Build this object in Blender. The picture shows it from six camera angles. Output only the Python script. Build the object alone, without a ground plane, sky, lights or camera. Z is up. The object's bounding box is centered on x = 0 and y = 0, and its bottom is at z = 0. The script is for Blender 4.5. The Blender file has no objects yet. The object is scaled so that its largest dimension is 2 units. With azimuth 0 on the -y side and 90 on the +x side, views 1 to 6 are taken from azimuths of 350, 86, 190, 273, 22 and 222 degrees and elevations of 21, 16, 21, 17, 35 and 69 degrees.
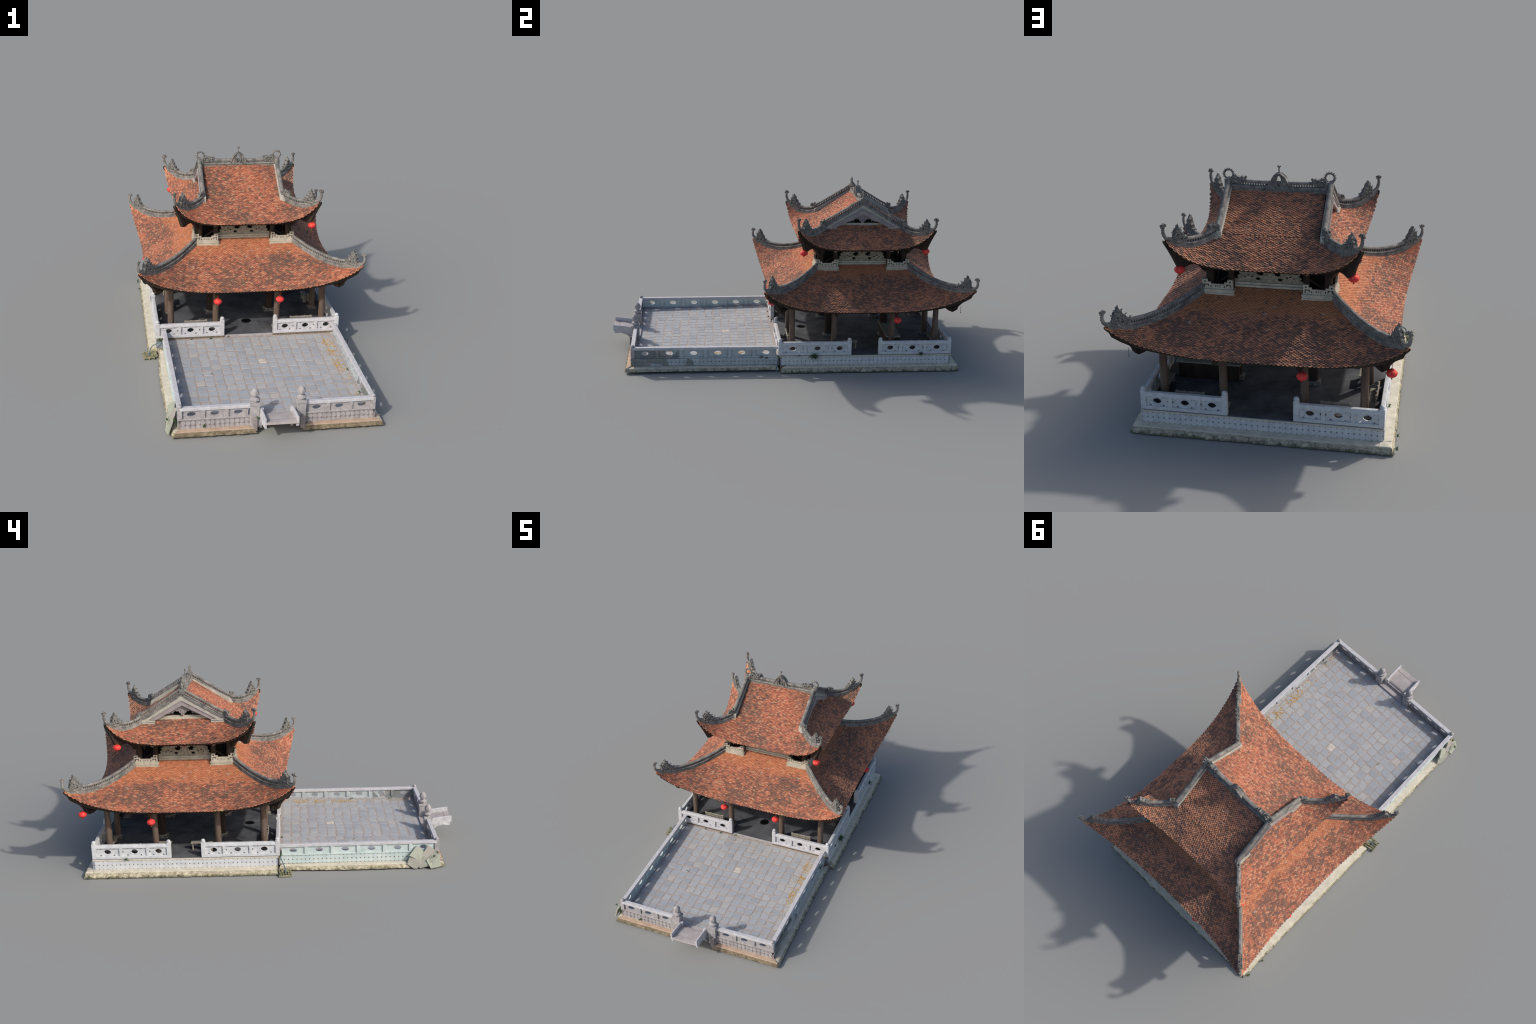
import bpy, bmesh, math, random
from math import pi, sin, cos, sqrt, radians
from mathutils import Vector, Matrix, noise
from mathutils.geometry import tessellate_polygon

random.seed(11)
CY = 0.415            # centre line (y) of the square pavilion
S2 = sqrt(2.0)

# ------------------------------------------------------------------ materials
def lin(c):
    def f(v):
        v /= 255.0
        return v / 12.92 if v <= 0.04045 else ((v + 0.055) / 1.055) ** 2.4
    return (f(c[0]), f(c[1]), f(c[2]), 1.0)

class NT:
    def __init__(self, name, rough=0.85):
        self.m = bpy.data.materials.new(name)
        self.m.use_nodes = True
        self.t = self.m.node_tree
        self.t.nodes.clear()
        self.out = self.t.nodes.new('ShaderNodeOutputMaterial')
        self.b = self.t.nodes.new('ShaderNodeBsdfPrincipled')
        self.b.inputs['Roughness'].default_value = rough
        self.b.inputs['Specular IOR Level'].default_value = 0.2
        self.t.links.new(self.b.outputs[0], self.out.inputs[0])
        self.tc = self.t.nodes.new('ShaderNodeTexCoord')
    def n(self, typ, **kw):
        nd = self.t.nodes.new(typ)
        for k, v in kw.items():
            setattr(nd, k, v)
        return nd
    def l(self, a, b):
        self.t.links.new(a, b)
    def coord(self, scale=(1, 1, 1), loc=(0, 0, 0), space='Object'):
        mp = self.n('ShaderNodeMapping')
        mp.inputs['Scale'].default_value = scale
        mp.inputs['Location'].default_value = loc
        self.l(self.tc.outputs[space], mp.inputs[0])
        return mp.outputs[0]
    def noise(self, vec, scale, detail=4, rough=0.6, dist=0.0):
        nd = self.n('ShaderNodeTexNoise')
        nd.inputs['Scale'].default_value = scale
        nd.inputs['Detail'].default_value = detail
        nd.inputs['Roughness'].default_value = rough
        nd.inputs['Distortion'].default_value = dist
        self.l(vec, nd.inputs['Vector'])
        return nd.outputs['Fac']
    def ramp(self, fac, stops, interp='LINEAR'):
        r = self.n('ShaderNodeValToRGB')
        r.color_ramp.interpolation = interp
        els = r.color_ramp.elements
        while len(els) < len(stops):
            els.new(0.5)
        for e, (p, c) in zip(els, stops):
            e.position = p
            e.color = lin(c) if len(c) == 3 and max(c) > 1 else (c[0], c[1], c[2], 1)
        self.l(fac, r.inputs[0])
        return r.outputs[0]
    def val(self, fac, a, b):
        r = self.n('ShaderNodeMapRange')
        r.clamp = True
        r.interpolation_type = 'SMOOTHSTEP'
        r.inputs['From Min'].default_value = a
        r.inputs['From Max'].default_value = b
        self.l(fac, r.inputs['Value'])
        return r.outputs[0]
    def math(self, op, a, b=None):
        m = self.n('ShaderNodeMath', operation=op)
        for i, x in enumerate((a, b)):
            if x is None:
                continue
            if isinstance(x, (int, float)):
                m.inputs[i].default_value = x
            else:
                self.l(x, m.inputs[i])
        return m.outputs[0]
    def mix(self, fac, a, b, mode='MIX'):
        m = self.n('ShaderNodeMix', data_type='RGBA', blend_type=mode)
        if isinstance(fac, (int, float)):
            m.inputs[0].default_value = fac
        else:
            self.l(fac, m.inputs[0])
        for i, x in ((6, a), (7, b)):
            if isinstance(x, tuple):
                m.inputs[i].default_value = lin(x)
            else:
                self.l(x, m.inputs[i])
        return m.outputs[2]
    def done(self, col, bump=None, strength=0.3, dist=0.002):
        self.l(col, self.b.inputs['Base Color'])
        if bump is not None:
            bp = self.n('ShaderNodeBump')
            bp.inputs['Strength'].default_value = strength
            bp.inputs['Distance'].default_value = dist
            self.l(bump, bp.inputs['Height'])
            self.l(bp.outputs[0], self.b.inputs['Normal'])
        return self.m

def stone(name, light, dark, spot=None, scale=30, spot_scale=70, spot_at=(0.62, 0.72), streak=1.0, space='Object'):
    t = NT(name)
    c = t.coord((1, 1, streak), space=space)
    f = t.noise(c, scale, 5, 0.65)
    col = t.ramp(f, [(0.3, dark), (0.68, light)])
    if spot:
        g = t.noise(c, spot_scale, 6, 0.75)
        col = t.mix(t.val(g, *spot_at), col, spot)
    return t.done(col, f, 0.25)

def tile_material(name, seed, dark_shift=0.0, top=None, body=0.0, tan=0.0, lap_shade=(66, 54, 52)):
    """fired clay scales: every tile its own tint, lichen grows over them in patches"""
    t = NT(name, 0.8)
    geo = t.n('ShaderNodeNewGeometry')
    rnd = geo.outputs['Random Per Island']
    col = t.ramp(rnd, [(0.0, (162, 102, 80)), (0.2, (187, 114, 87)), (0.45, (210, 136, 106)),
                       (0.7, (180, 118, 95)), (0.9, (222, 156, 122)), (1.0, (198, 162, 128))])
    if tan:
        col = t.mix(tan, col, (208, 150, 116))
    c = t.coord((1, 1, 1), (seed, seed * 0.7, 0))
    big = t.noise(c, 5.5, 3, 0.5)
    mid = t.noise(c, 36, 6, 0.75, 0.4)
    wn = t.n('ShaderNodeTexWhiteNoise', noise_dimensions='1D')
    t.l(t.math('MULTIPLY', rnd, 917.3), wn.inputs['W'])
    r2 = wn.outputs['Value']
    f = t.math('ADD', t.math('ADD', t.math('MULTIPLY', mid, 0.80), t.math('MULTIPLY', big, 0.40)),
               t.math('MULTIPLY', r2, 0.2))
    if top:
        sx = t.n('ShaderNodeSeparateXYZ')
        t.l(t.tc.outputs['Object'], sx.inputs[0])
        zz = t.math('ADD', sx.outputs[2], t.math('MULTIPLY', t.math('SUBTRACT', mid, 0.5), 0.05))
        clean = t.val(zz, top[0], top[1])
        f = t.math('SUBTRACT', f, t.math('MULTIPLY', clean, 0.16))
        col = t.mix(t.math('MULTIPLY', clean, 0.5 if 'tile_n' in name else 0.36), col, (196, 136, 84) if 'tile_n' in name else (212, 142, 94))
    lich = t.val(f, 0.62 - dark_shift, 0.79 - dark_shift)
    fine = t.noise(c, 240, 2, 0.7)
    grey = t.ramp(fine, [(0.3, (92, 78, 72)), (0.7, (128, 106, 96))])
    col = t.mix(t.math('MULTIPLY', lich, 0.86), col, grey)
    soot = t.val(t.noise(t.coord((1, 1, 1), (seed + 5, 2, 1)), 9, 8, 0.78), 0.54, 0.70)
    col = t.mix(t.math('MULTIPLY', soot, 0.5), col, (76, 66, 64))
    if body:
        col = t.mix(body, col, lap_shade)  # tile body darkened to copy the shade baked into gaps between tiles
    mort = t.math('GREATER_THAN', r2, 0.9985)
    col = t.mix(mort, col, (168, 156, 144))
    return t.done(col, fine, 0.2, 0.001)

def make_materials():
    M = {}
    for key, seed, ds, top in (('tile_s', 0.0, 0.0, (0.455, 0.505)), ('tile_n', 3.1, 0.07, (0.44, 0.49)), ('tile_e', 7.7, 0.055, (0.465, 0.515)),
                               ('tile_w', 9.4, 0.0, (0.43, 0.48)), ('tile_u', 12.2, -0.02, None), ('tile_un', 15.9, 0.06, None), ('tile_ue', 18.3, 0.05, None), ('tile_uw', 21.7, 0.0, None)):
        cool = key in ('tile_n', 'tile_un', 'tile_e', 'tile_ue')  # north and east slopes: darker own hue plus baked shade put into colour
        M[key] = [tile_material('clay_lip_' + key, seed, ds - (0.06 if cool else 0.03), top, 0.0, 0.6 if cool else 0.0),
                  tile_material('clay_body_' + key, seed, ds + 0.02, top, 0.55 if cool else 0.32, 0.3 if cool else 0.0, (68, 60, 62) if cool else (72, 60, 55))]  # bright lips over dark bodies paint the light and shade of each row
    M['ridge'] = stone('weathered_ridge_plaster', (150, 146, 140), (82, 82, 82), (196, 188, 172), 38, 60, (0.6, 0.75))
    M['ridge_dark'] = stone('carved_ridge_stone', (150, 148, 142), (70, 70, 70), (190, 184, 172), 90, 120, (0.6, 0.75))
    M['cream'] = stone('aged_cream_plaster', (204, 196, 178), (164, 158, 144), (120, 116, 108), 30, 45, (0.66, 0.8))
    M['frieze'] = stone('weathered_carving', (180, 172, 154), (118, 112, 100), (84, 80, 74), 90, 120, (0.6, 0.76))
    M['gable'] = stone('gable_plaster', (196, 192, 180), (156, 153, 145), (104, 102, 98), 22, 40, (0.62, 0.78))
    M['board'] = stone('grey_bargeboard', (164, 156, 156), (138, 130, 132), None, 26)
    M['wood'] = stone('dark_timber', (72, 60, 54), (40, 34, 31), None, 40, streak=0.25)
    M['soffit'] = stone('soffit_timber', (70, 60, 52), (38, 32, 29), None, 26)
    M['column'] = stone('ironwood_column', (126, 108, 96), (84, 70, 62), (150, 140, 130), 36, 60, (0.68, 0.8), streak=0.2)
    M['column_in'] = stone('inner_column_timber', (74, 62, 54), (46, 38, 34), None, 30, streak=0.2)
    M['white'] = stone('limewashed_stone', (214, 216, 218), (186, 190, 194), (150, 150, 148), 40, 95, (0.7, 0.8))
    M['joint_white'] = stone('limewash_joint', (150, 158, 168), (124, 134, 146), None, 50)
    M['grey'] = stone('grey_granite', (182, 178, 178), (146, 143, 145), (110, 106, 108), 60, 160, (0.62, 0.75))
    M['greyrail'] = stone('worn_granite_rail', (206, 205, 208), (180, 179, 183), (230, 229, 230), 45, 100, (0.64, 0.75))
    M['joint'] = stone('granite_joint', (152, 144, 144), (122, 115, 115), None, 60)
    M['mint'] = stone('pale_limewash', (206, 216, 214), (178, 194, 194), (226, 230, 226), 22, 70, (0.62, 0.74))
    M['ledge'] = stone('sandy_mortar', (178, 162, 142), (142, 128, 112), (108, 104, 92), 40, 80, (0.66, 0.78))
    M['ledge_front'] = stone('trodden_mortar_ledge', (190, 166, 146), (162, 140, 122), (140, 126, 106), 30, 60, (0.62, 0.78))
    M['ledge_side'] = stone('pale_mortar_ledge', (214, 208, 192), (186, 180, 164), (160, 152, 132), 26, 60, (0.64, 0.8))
    M['course'] = stone('mossy_mortar_course', (128, 116, 100), (92, 84, 72), (160, 148, 128), 60, 90, (0.66, 0.78))
    M['floor'] = stone('dark_floor_slab', (104, 106, 110), (66, 66, 70), (118, 74, 66), 9, 17, (0.72, 0.8))  # reddish spots copy scan noise
    M['bed'] = stone('sand_joint', (180, 171, 165), (156, 148, 143), (190, 168, 136), 40, 60, (0.65, 0.75))
    M['bench'] = stone('bench_stone', (170, 164, 150), (126, 122, 112), None, 50)
    M['deck'] = stone('bridge_slab', (190, 182, 180), (166, 158, 156), None, 26)
    M['pipe'] = stone('pipe_plastic', (110, 128, 140), (84, 100, 112), None, 40)
    M['reed'] = stone('raft_bamboo', (176, 168, 140), (92, 104, 76), None, 90)
    M['hole'] = stone('near_black_fill', (22, 20, 20), (14, 13, 13), None, 40)  # near-black; darkness inside gable and upper storey put into colour
    M['red'] = stone('red_paint', (176, 66, 54), (150, 54, 46), None, 60)
    M['gold'] = stone('gold_trim', (226, 170, 70), (180, 120, 50), None, 200)
    # base of rough rubble: beige faces, mossy low down
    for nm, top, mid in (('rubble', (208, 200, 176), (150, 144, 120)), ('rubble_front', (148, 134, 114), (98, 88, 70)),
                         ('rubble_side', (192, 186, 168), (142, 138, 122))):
        t = NT('rubble_stone_' + nm, 0.9)
        c = t.coord()
        f = t.noise(c, 42, 6, 0.7, 0.5)
        v = t.n('ShaderNodeTexVoronoi', feature='DISTANCE_TO_EDGE')
        v.inputs['Scale'].default_value = 34
        t.l(t.coord((1, 1, 1.6)), v.inputs['Vector'])
        col = t.ramp(f, [(0.32, mid), (0.62, top)])
        sx = t.n('ShaderNodeSeparateXYZ')
        t.l(t.tc.outputs['Object'], sx.inputs[0])
        hgt = t.math('ADD', sx.outputs[2], t.math('MULTIPLY', t.math('SUBTRACT', f, 0.5), 0.05))
        crack = t.math('MULTIPLY', t.math('SUBTRACT', 1.0, t.val(v.outputs['Distance'], 0.0, 0.09)),
                       t.math('SUBTRACT', 1.0, t.val(sx.outputs[2], 0.024, 0.03)))
        col = t.mix(t.math('MULTIPLY', crack, 0.45), col, (112, 104, 84))
        moss = t.math('SUBTRACT', 1.0, t.val(hgt, 0.0, 0.016))
        col = t.mix(t.math('MULTIPLY', moss, 0.8), col, (74, 76, 50))
        M[nm] = t.done(col, f, 0.5, 0.004)
    # side wall of the terrace: patched plaster, grey areas toward the front copy scan faults
    t = NT('scan_patch_limewash')
    c = t.coord()
    f = t.noise(c, 30, 5, 0.65)
    col = t.ramp(f, [(0.3, (160, 170, 174)), (0.68, (190, 196, 198))])
    v = t.n('ShaderNodeTexVoronoi')
    v.inputs['Scale'].default_value = 15
    v.inputs['Randomness'].default_value = 1
    t.l(t.coord((1, 1, 1.0), (0.3, 0.1, 0.2)), v.inputs['Vector'])
    sv = t.n('ShaderNodeSeparateColor')
    t.l(v.outputs['Color'], sv.inputs[0])
    sx = t.n('ShaderNodeSeparateXYZ')
    t.l(t.tc.outputs['Object'], sx.inputs[0])
    zone = t.math('SUBTRACT', 1.0, t.val(sx.outputs[1], -0.8, -0.42))
    patch = t.math('GREATER_THAN', t.math('ADD', t.math('MULTIPLY', zone, 0.8), sv.outputs[0]), 1.02)
    gcol = t.ramp(sv.outputs[1], [(0.0, (126, 128, 134)), (0.5, (134, 140, 134)), (1.0, (160, 154, 152))])
    M['patchy'] = t.done(t.mix(patch, col, gcol), f, 0.25)
    # paving stones: blue-grey, a few warm, one or two pale
    t = NT('paving_slate')
    oi = t.n('ShaderNodeObjectInfo')
    r = oi.outputs['Random']
    base = t.ramp(r, [(0.0, (158, 162, 168)), (0.3, (171, 174, 178)), (0.55, (165, 169, 175)), (0.85, (176, 178, 180)),
                      (0.99, (176, 176, 176)), (1.0, (184, 180, 174))])
    c = t.coord((1, 1, 1))
    f = t.noise(c, 55, 6, 0.7, 0.4)
    col = t.mix(t.math('MULTIPLY', t.val(f, 0.52, 0.74), 0.75), base, (182, 170, 158))
    g = t.noise(c, 28, 4, 0.6)
    col = t.mix(t.math('MULTIPLY', t.val(g, 0.5, 0.75), 0.3), col, (136, 143, 152))
    M['pave'] = t.done(col, f, 0.25)
    t = NT('pale_paving')
    f = t.noise(t.coord(), 60, 5)
    M['pave_pale'] = t.done(t.ramp(f, [(0.35, (184, 174, 162)), (0.65, (214, 208, 200))]), f, 0.2)
    # lantern silk
    t = NT('red_lantern_silk', 0.5)
    c = t.coord()
    w = t.noise(c, 120, 3, 0.7)
    col = t.mix(t.val(w, 0.56, 0.66), (230, 62, 64), (234, 150, 96))
    M['lantern'] = t.done(col)
    # foliage
    for nm, a, b in (('leaf', (50, 84, 52), (92, 122, 74)), ('dry', (226, 160, 50), (240, 206, 100))):
        t = NT('foliage_' + nm, 0.6)
        geo = t.n('ShaderNodeNewGeometry')
        col = t.ramp(geo.outputs['Random Per Island'], [(0.0, a), (1.0, b)])
        t.l(col, t.b.inputs['Base Color'])
        tr = t.n('ShaderNodeBsdfTranslucent')
        t.l(col, tr.inputs[0])
        mx = t.n('ShaderNodeMixShader')
        mx.inputs[0].default_value = 0.25
        t.l(t.b.outputs[0], mx.inputs[1])
        t.l(tr.outputs[0], mx.inputs[2])
        t.l(mx.outputs[0], t.out.inputs[0])
        M[nm] = t.m
    t = NT('scan_damage_tints')
    geo = t.n('ShaderNodeNewGeometry')
    M['scan_damage'] = t.done(t.ramp(geo.outputs['Random Per Island'], [(0.0, (150, 146, 124)), (0.4, (172, 160, 154)), (0.7, (160, 166, 152)), (1.0, (176, 172, 158))]))  # tints for the sheets that copy scan damage
    return M

M = make_materials()

# ------------------------------------------------------------------ mesh builder
class MB:
    def __init__(self):
        self.v, self.f, self.mi = [], [], []
        self.cur = 0
    def add(self, vs, fs, mat=None):
        o = len(self.v)
        self.v += [tuple(p) for p in vs]
        self.f += [tuple(i + o for i in f) for f in fs]
        self.mi += [self.cur] * len(fs)
    def box(self, c, s, rot=0.0, taper=1.0):
        x, y, z = s[0] / 2, s[1] / 2, s[2] / 2
        cr, sr = cos(rot), sin(rot)
        vs = []
        for dz, k in ((-z, 1.0), (z, taper)):
            for dx, dy in ((-x, -y), (x, -y), (x, y), (-x, y)):
                dx, dy = dx * k, dy * k
                vs.append((c[0] + dx * cr - dy * sr, c[1] + dx * sr + dy * cr, c[2] + dz))
        self.add(vs, [(3, 2, 1, 0), (4, 5, 6, 7), (0, 1, 5, 4), (1, 2, 6, 5), (2, 3, 7, 6), (3, 0, 4, 7)])
    def lathe(self, c, prof, n=16):
        vs, fs = [], []
        for r, z in prof:
            for k in range(n):
                a = 2 * pi * k / n
                vs.append((c[0] + r * cos(a), c[1] + r * sin(a), c[2] + z))
        m = len(prof)
        for i in range(m - 1):
            for k in range(n):
                k2 = (k + 1) % n
                fs.append((i * n + k, i * n + k2, (i + 1) * n + k2, (i + 1) * n + k))
        fs.append(tuple(range(n - 1, -1, -1)))
        fs.append(tuple((m - 1) * n + k for k in range(n)))
        self.add(vs, fs)
    def sphere(self, c, r, n=8, m=6, sz=1.0, sx=1.0, sy=1.0):
        vs, fs = [], []
        for i in range(1, m):
            th = pi * i / m
            for k in range(n):
                a = 2 * pi * k / n
                vs.append((c[0] + sx * r * sin(th) * cos(a), c[1] + sy * r * sin(th) * sin(a), c[2] - sz * r * cos(th)))
        b, t = len(vs), len(vs) + 1
        vs += [(c[0], c[1], c[2] - sz * r), (c[0], c[1], c[2] + sz * r)]
        for i in range(m - 2):
            for k in range(n):
                k2 = (k + 1) % n
                fs.append((i * n + k, i * n + k2, (i + 1) * n + k2, (i + 1) * n + k))
        for k in range(n):
            k2 = (k + 1) % n
            fs.append((b, k2, k))
            fs.append((t, (m - 2) * n + k, (m - 2) * n + k2))
        self.add(vs, fs)
    def tube(self, path, rad, n=7):
        path = [Vector(p) for p in path]
        vs, fs = [], []
        prev = None
        for i, p in enumerate(path):
            tg = (path[min(i + 1, len(path) - 1)] - path[max(i - 1, 0)]).normalized()
            ref = prev if prev is not None else (Vector((0, 0, 1)) if abs(tg.z) < 0.9 else Vector((1, 0, 0)))
            a = tg.cross(ref)
            a = (a if a.length > 1e-6 else tg.cross(Vector((0, 1, 0.1)))).normalized()
            b = a.cross(tg).normalized()
            prev = b
            r = rad[i] if isinstance(rad, (list, tuple)) else rad
            for k in range(n):
                t = 2 * pi * k / n
                vs.append(p + a * (r * cos(t)) + b * (r * sin(t)))
        m = len(path)
        for i in range(m - 1):
            for k in range(n):
                k2 = (k + 1) % n
                fs.append((i * n + k, i * n + k2, (i + 1) * n + k2, (i + 1) * n + k))
        fs.append(tuple(range(n - 1, -1, -1)))
        fs.append(tuple((m - 1) * n + k for k in range(n)))
        self.add(vs, fs)
    def sweep(self, path, prof, scale=None):
        """prof: closed loop (lateral, up); lateral is horizontal, up is z"""
        path = [Vector(p) for p in path]
        n, m = len(prof), len(path)
        vs, fs = [], []
        for i, p in enumerate(path):
            tg = path[min(i + 1, m - 1)] - path[max(i - 1, 0)]
            tg.z = 0
            if tg.length < 1e-7:
                tg = path[-1] - path[0]
                tg.z = 0
            tg.normalize()
            lat = Vector((-tg.y, tg.x, 0))
            sc = scale[i] if scale else (1, 1)
            for a, b in prof:
                vs.append(p + lat * (a * sc[0]) + Vector((0, 0, b * sc[1])))
        for i in range(m - 1):
            for k in range(n):
                k2 = (k + 1) % n
                fs.append((i * n + k, (i + 1) * n + k, (i + 1) * n + k2, i * n + k2))
        fs.append(tuple(range(n)))
        fs.append(tuple((m - 1) * n + k for k in range(n - 1, -1, -1)))
        self.add(vs, fs)
    def plate(self, outer, holes, fn, t0, t1):
        """flat outline with holes in (a,b), given thickness t0..t1; fn(a,b,t)->xyz"""
        loops = [outer] + list(holes)
        tris = tessellate_polygon([[Vector((a, b, 0)) for a, b in lp] for lp in loops])
        flat = [p for lp in loops for p in lp]
        n = len(flat)
        vs = [fn(a, b, t0) for a, b in flat] + [fn(a, b, t1) for a, b in flat]
        fs = []
        for tr in tris:
            fs.append(tuple(tr))
            fs.append(tuple(i + n for i in reversed(tr)))
        o = 0
        for lp in loops:
            k = len(lp)
            for i in range(k):
                j = (i + 1) % k
                fs.append((o + i, o + j, n + o + j, n + o + i))
            o += k
        self.add(vs, fs)
    def mesh(self, name, mats, smooth=False):
        me = bpy.data.meshes.new(name)
        me.from_pydata(self.v, [], self.f)
        for m in (mats if isinstance(mats, (list, tuple)) else [mats]):
            me.materials.append(m)
        if any(self.mi):
            me.polygons.foreach_set('material_index', self.mi)
        bm = bmesh.new()
        bm.from_mesh(me)
        bmesh.ops.recalc_face_normals(bm, faces=bm.faces)
        bm.to_mesh(me)
        bm.free()
        if smooth:
            me.shade_smooth()
            try:
                me.set_sharp_from_angle(angle=radians(38))
            except Exception:
                pass
        me.update()
        return me
    def obj(self, name, mats, parent, smooth=False, bevel=0.0, kind=None):
        return place(name, self.mesh(name, mats, smooth), parent, bevel=bevel, kind=kind)

def place(name, me, parent, loc=(0, 0, 0), rot=0.0, scale=(1, 1, 1), bevel=0.0, kind=None):
    ob = bpy.data.objects.new(name, me)
    bpy.context.scene.collection.objects.link(ob)
    ob.parent = parent
    ob.location = loc
    ob.rotation_euler = (0, 0, rot)
    ob.scale = scale
    if bevel:
        b = ob.modifiers.new('soft_edges', 'BEVEL')
        b.width = bevel
        b.segments = 2
        b.limit_method = 'ANGLE'
        b.angle_limit = radians(40)
    if kind:
        ob['kind'] = kind
    return ob

root = bpy.data.objects.new('water_pavilion', None)
bpy.context.scene.collection.objects.link(root)
root['label'] = 'two tier tiled water pavilion with walled stone terrace'
root['category'] = 'temple pavilion'

def circle(a, b, ra, rb, n=18, ph=0.0):
    return [(a + ra * cos(ph + 2 * pi * k / n), b + rb * sin(ph + 2 * pi * k / n)) for k in range(n)]

# ------------------------------------------------------------------ roof surfaces
class Skirt:
    """four-sided roof skirt with curved-up corners. s runs along the eave (-1..1), v from eave to top"""
    def __init__(self, dm, dc, dtop, z0, z1, a, lift, p, q=3.5, tip=0.025):
        self.q, self.tip = q, tip
        self.dm, self.dc, self.dtop, self.z0, self.z1, self.a, self.lift, self.p = dm, dc, dtop, z0, z1, a, lift, p
    def de(self, side, s):
        return self.dm[side] + (self.dc - self.dm[side]) * abs(s) ** 3
    def sv(self, side, s, v, dz=0.0, k=1.0, inset=0.0):
        d = self.de(side, s) - inset
        d = d + (self.dtop - d) * v
        z = self.z0 + (self.z1 - self.z0) * (self.a * v + (1 - self.a) * v * v)
        z += k * max(0.0, 1 - v) ** self.p * (self.lift * abs(s) ** self.q + self.tip * abs(s) ** 14)
        return side_xyz(side, s * d, d, z + dz)
    def width(self, side, s, v):
        d = self.de(side, s)
        return d + (self.dtop - d) * v
    def hip_z(self, r, dz=0.0):
        v = (self.dc - r) / (self.dc - self.dtop)
        vv = max(v, -0.05)
        z = self.z0 + (self.z1 - self.z0) * (self.a * vv + (1 - self.a) * vv * vv)
        return z + (self.lift + self.tip) * max(0.0, 1 - vv) ** self.p + dz

def side_xyz(side, u, d, z):
    if side == 0:   # front, -y
        return Vector((u, CY - d, z))
    if side == 1:   # +x
        return Vector((d, CY + u, z))
    if side == 2:   # back, +y
        return Vector((-u, CY + d, z))
    return Vector((-d, CY - u, z))

LOW = Skirt((0.517, 0.510, 0.507, 0.514), 0.569, 0.233, 0.344, 0.5315, 0.87, 0.112, 2.6, 3.6, 0.026)
UPP = Skirt((0.344, 0.338, 0.334, 0.340), 0.379, 0.200, 0.647, 0.744, 0.95, 0.100, 2.4, 4.5, 0.030)
RIDGE_Z = 0.876

TILE = [(-0.0080, -0.0115), (0.0080, -0.0115), (0.0079, 0.0008), (0.0050, 0.0042), (0.0, 0.0056), (-0.0050, 0.0042), (-0.0079, 0.0008)]

def lay_tiles(mb, point, rows, halfwidth, pitch=0.0170, rng=None, wob=1.0):
    """point(u, row)->xyz ; rows: list of row parameters; halfwidth(row)->clip"""
    for i, v in enumerate(rows):
        hw = halfwidth(v)
        off = 0.5 * pitch if i % 2 else 0.0
        k0 = int(math.floor((-hw - off) / pitch))
        k1 = int(math.ceil((hw - off) / pitch))
        for k in range(k0, k1 + 1):
            u = k * pitch + off
            if abs(u) > hw - 0.002:
                continue
            p = point(u, v)
            pu = point(u + 0.003, v) - point(u - 0.003, v)
            pv = point(u, v - 0.008) - point(u, v + 0.008)
            a = pu.normalized()
            n = a.cross(pv).normalized()
            if n.z < 0:
                n = -n
            b = n.cross(a)
            if b.dot(pv) < 0:
                b = -b
            yaw = rng.uniform(-0.06, 0.06) * wob
            a2 = a * cos(yaw) + b * sin(yaw)
            b2 = b * cos(yaw) - a * sin(yaw)
            lift = 0.0042 + rng.uniform(-0.0009, 0.0012) * wob
            sh = rng.uniform(-0.0006, 0.0006) * wob
            vs = []
            for x, y in TILE:
                h = lift * (y + 0.0115) / 0.0169
                crown = 0.0007 * (1 - (x / 0.008) ** 2)
                vs.append(p + a2 * x + b2 * (y + sh) + n * (h + 0.0016 + crown))
            for x, y in TILE:
                h = lift * (y + 0.0115) / 0.0169
                vs.append(p + a2 * x + b2 * (y + sh) + n * (h - 0.0012))
            mb.cur = 1
            mb.add(vs, [(0, 1, 2, 6)])
            mb.cur = 0
            o = len(mb.v) - 14
            fs = [(2, 3, 4, 5, 6)] + [(j, j + 7, (j + 1) % 7 + 7, (j + 1) % 7) for j in range(1, 7)]
            mb.f += [tuple(i + o for i in f) for f in fs]
            mb.mi += [0] * len(fs)

def skirt_point(sk, side):
    def f(u, v):
        d = sk.dm[side]
        d = d + (sk.dtop - d) * v
        s = 0.0
        for _ in range(3):
            s = max(-1.0, min(1.0, u / max(d, 1e-4)))
            d = sk.width(side, s, v)
        s = u / d
        return sk.sv(side, s, v)
    return f

def skirt_deck(sk, name, parent, ns=44, nv=16, under=0.0125):
    mb = MB()
    for side in range(4):
        top = [[sk.sv(side, -1 + 2 * i / ns, j / nv, -0.0008, 1.0, 0.006) for i in range(ns + 1)] for j in range(nv + 1)]
        bot = [[sk.sv(side, -1 + 2 * i / ns, j / nv, -under, 0.74, 0.020) for i in range(ns + 1)] for j in range(nv + 1)]
        W = ns + 1
        vs = [p for r in top for p in r] + [p for r in bot for p in r]
        o = W * (nv + 1)
        fs = []
        for j in range(nv):
            for i in range(ns):
                q = j * W + i
                fs.append((q, q + 1, q + W + 1, q + W))
                fs.append((o + q, o + q + W, o + q + W + 1, o + q + 1))
        for i in range(ns):
            fs.append((i, o + i, o + i + 1, i + 1))
            q = nv * W + i
            fs.append((q, q + 1, o + q + 1, o + q))
        mb.add(vs, fs)
    return mb.obj(name, M['soffit'], parent, smooth=True)

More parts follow.
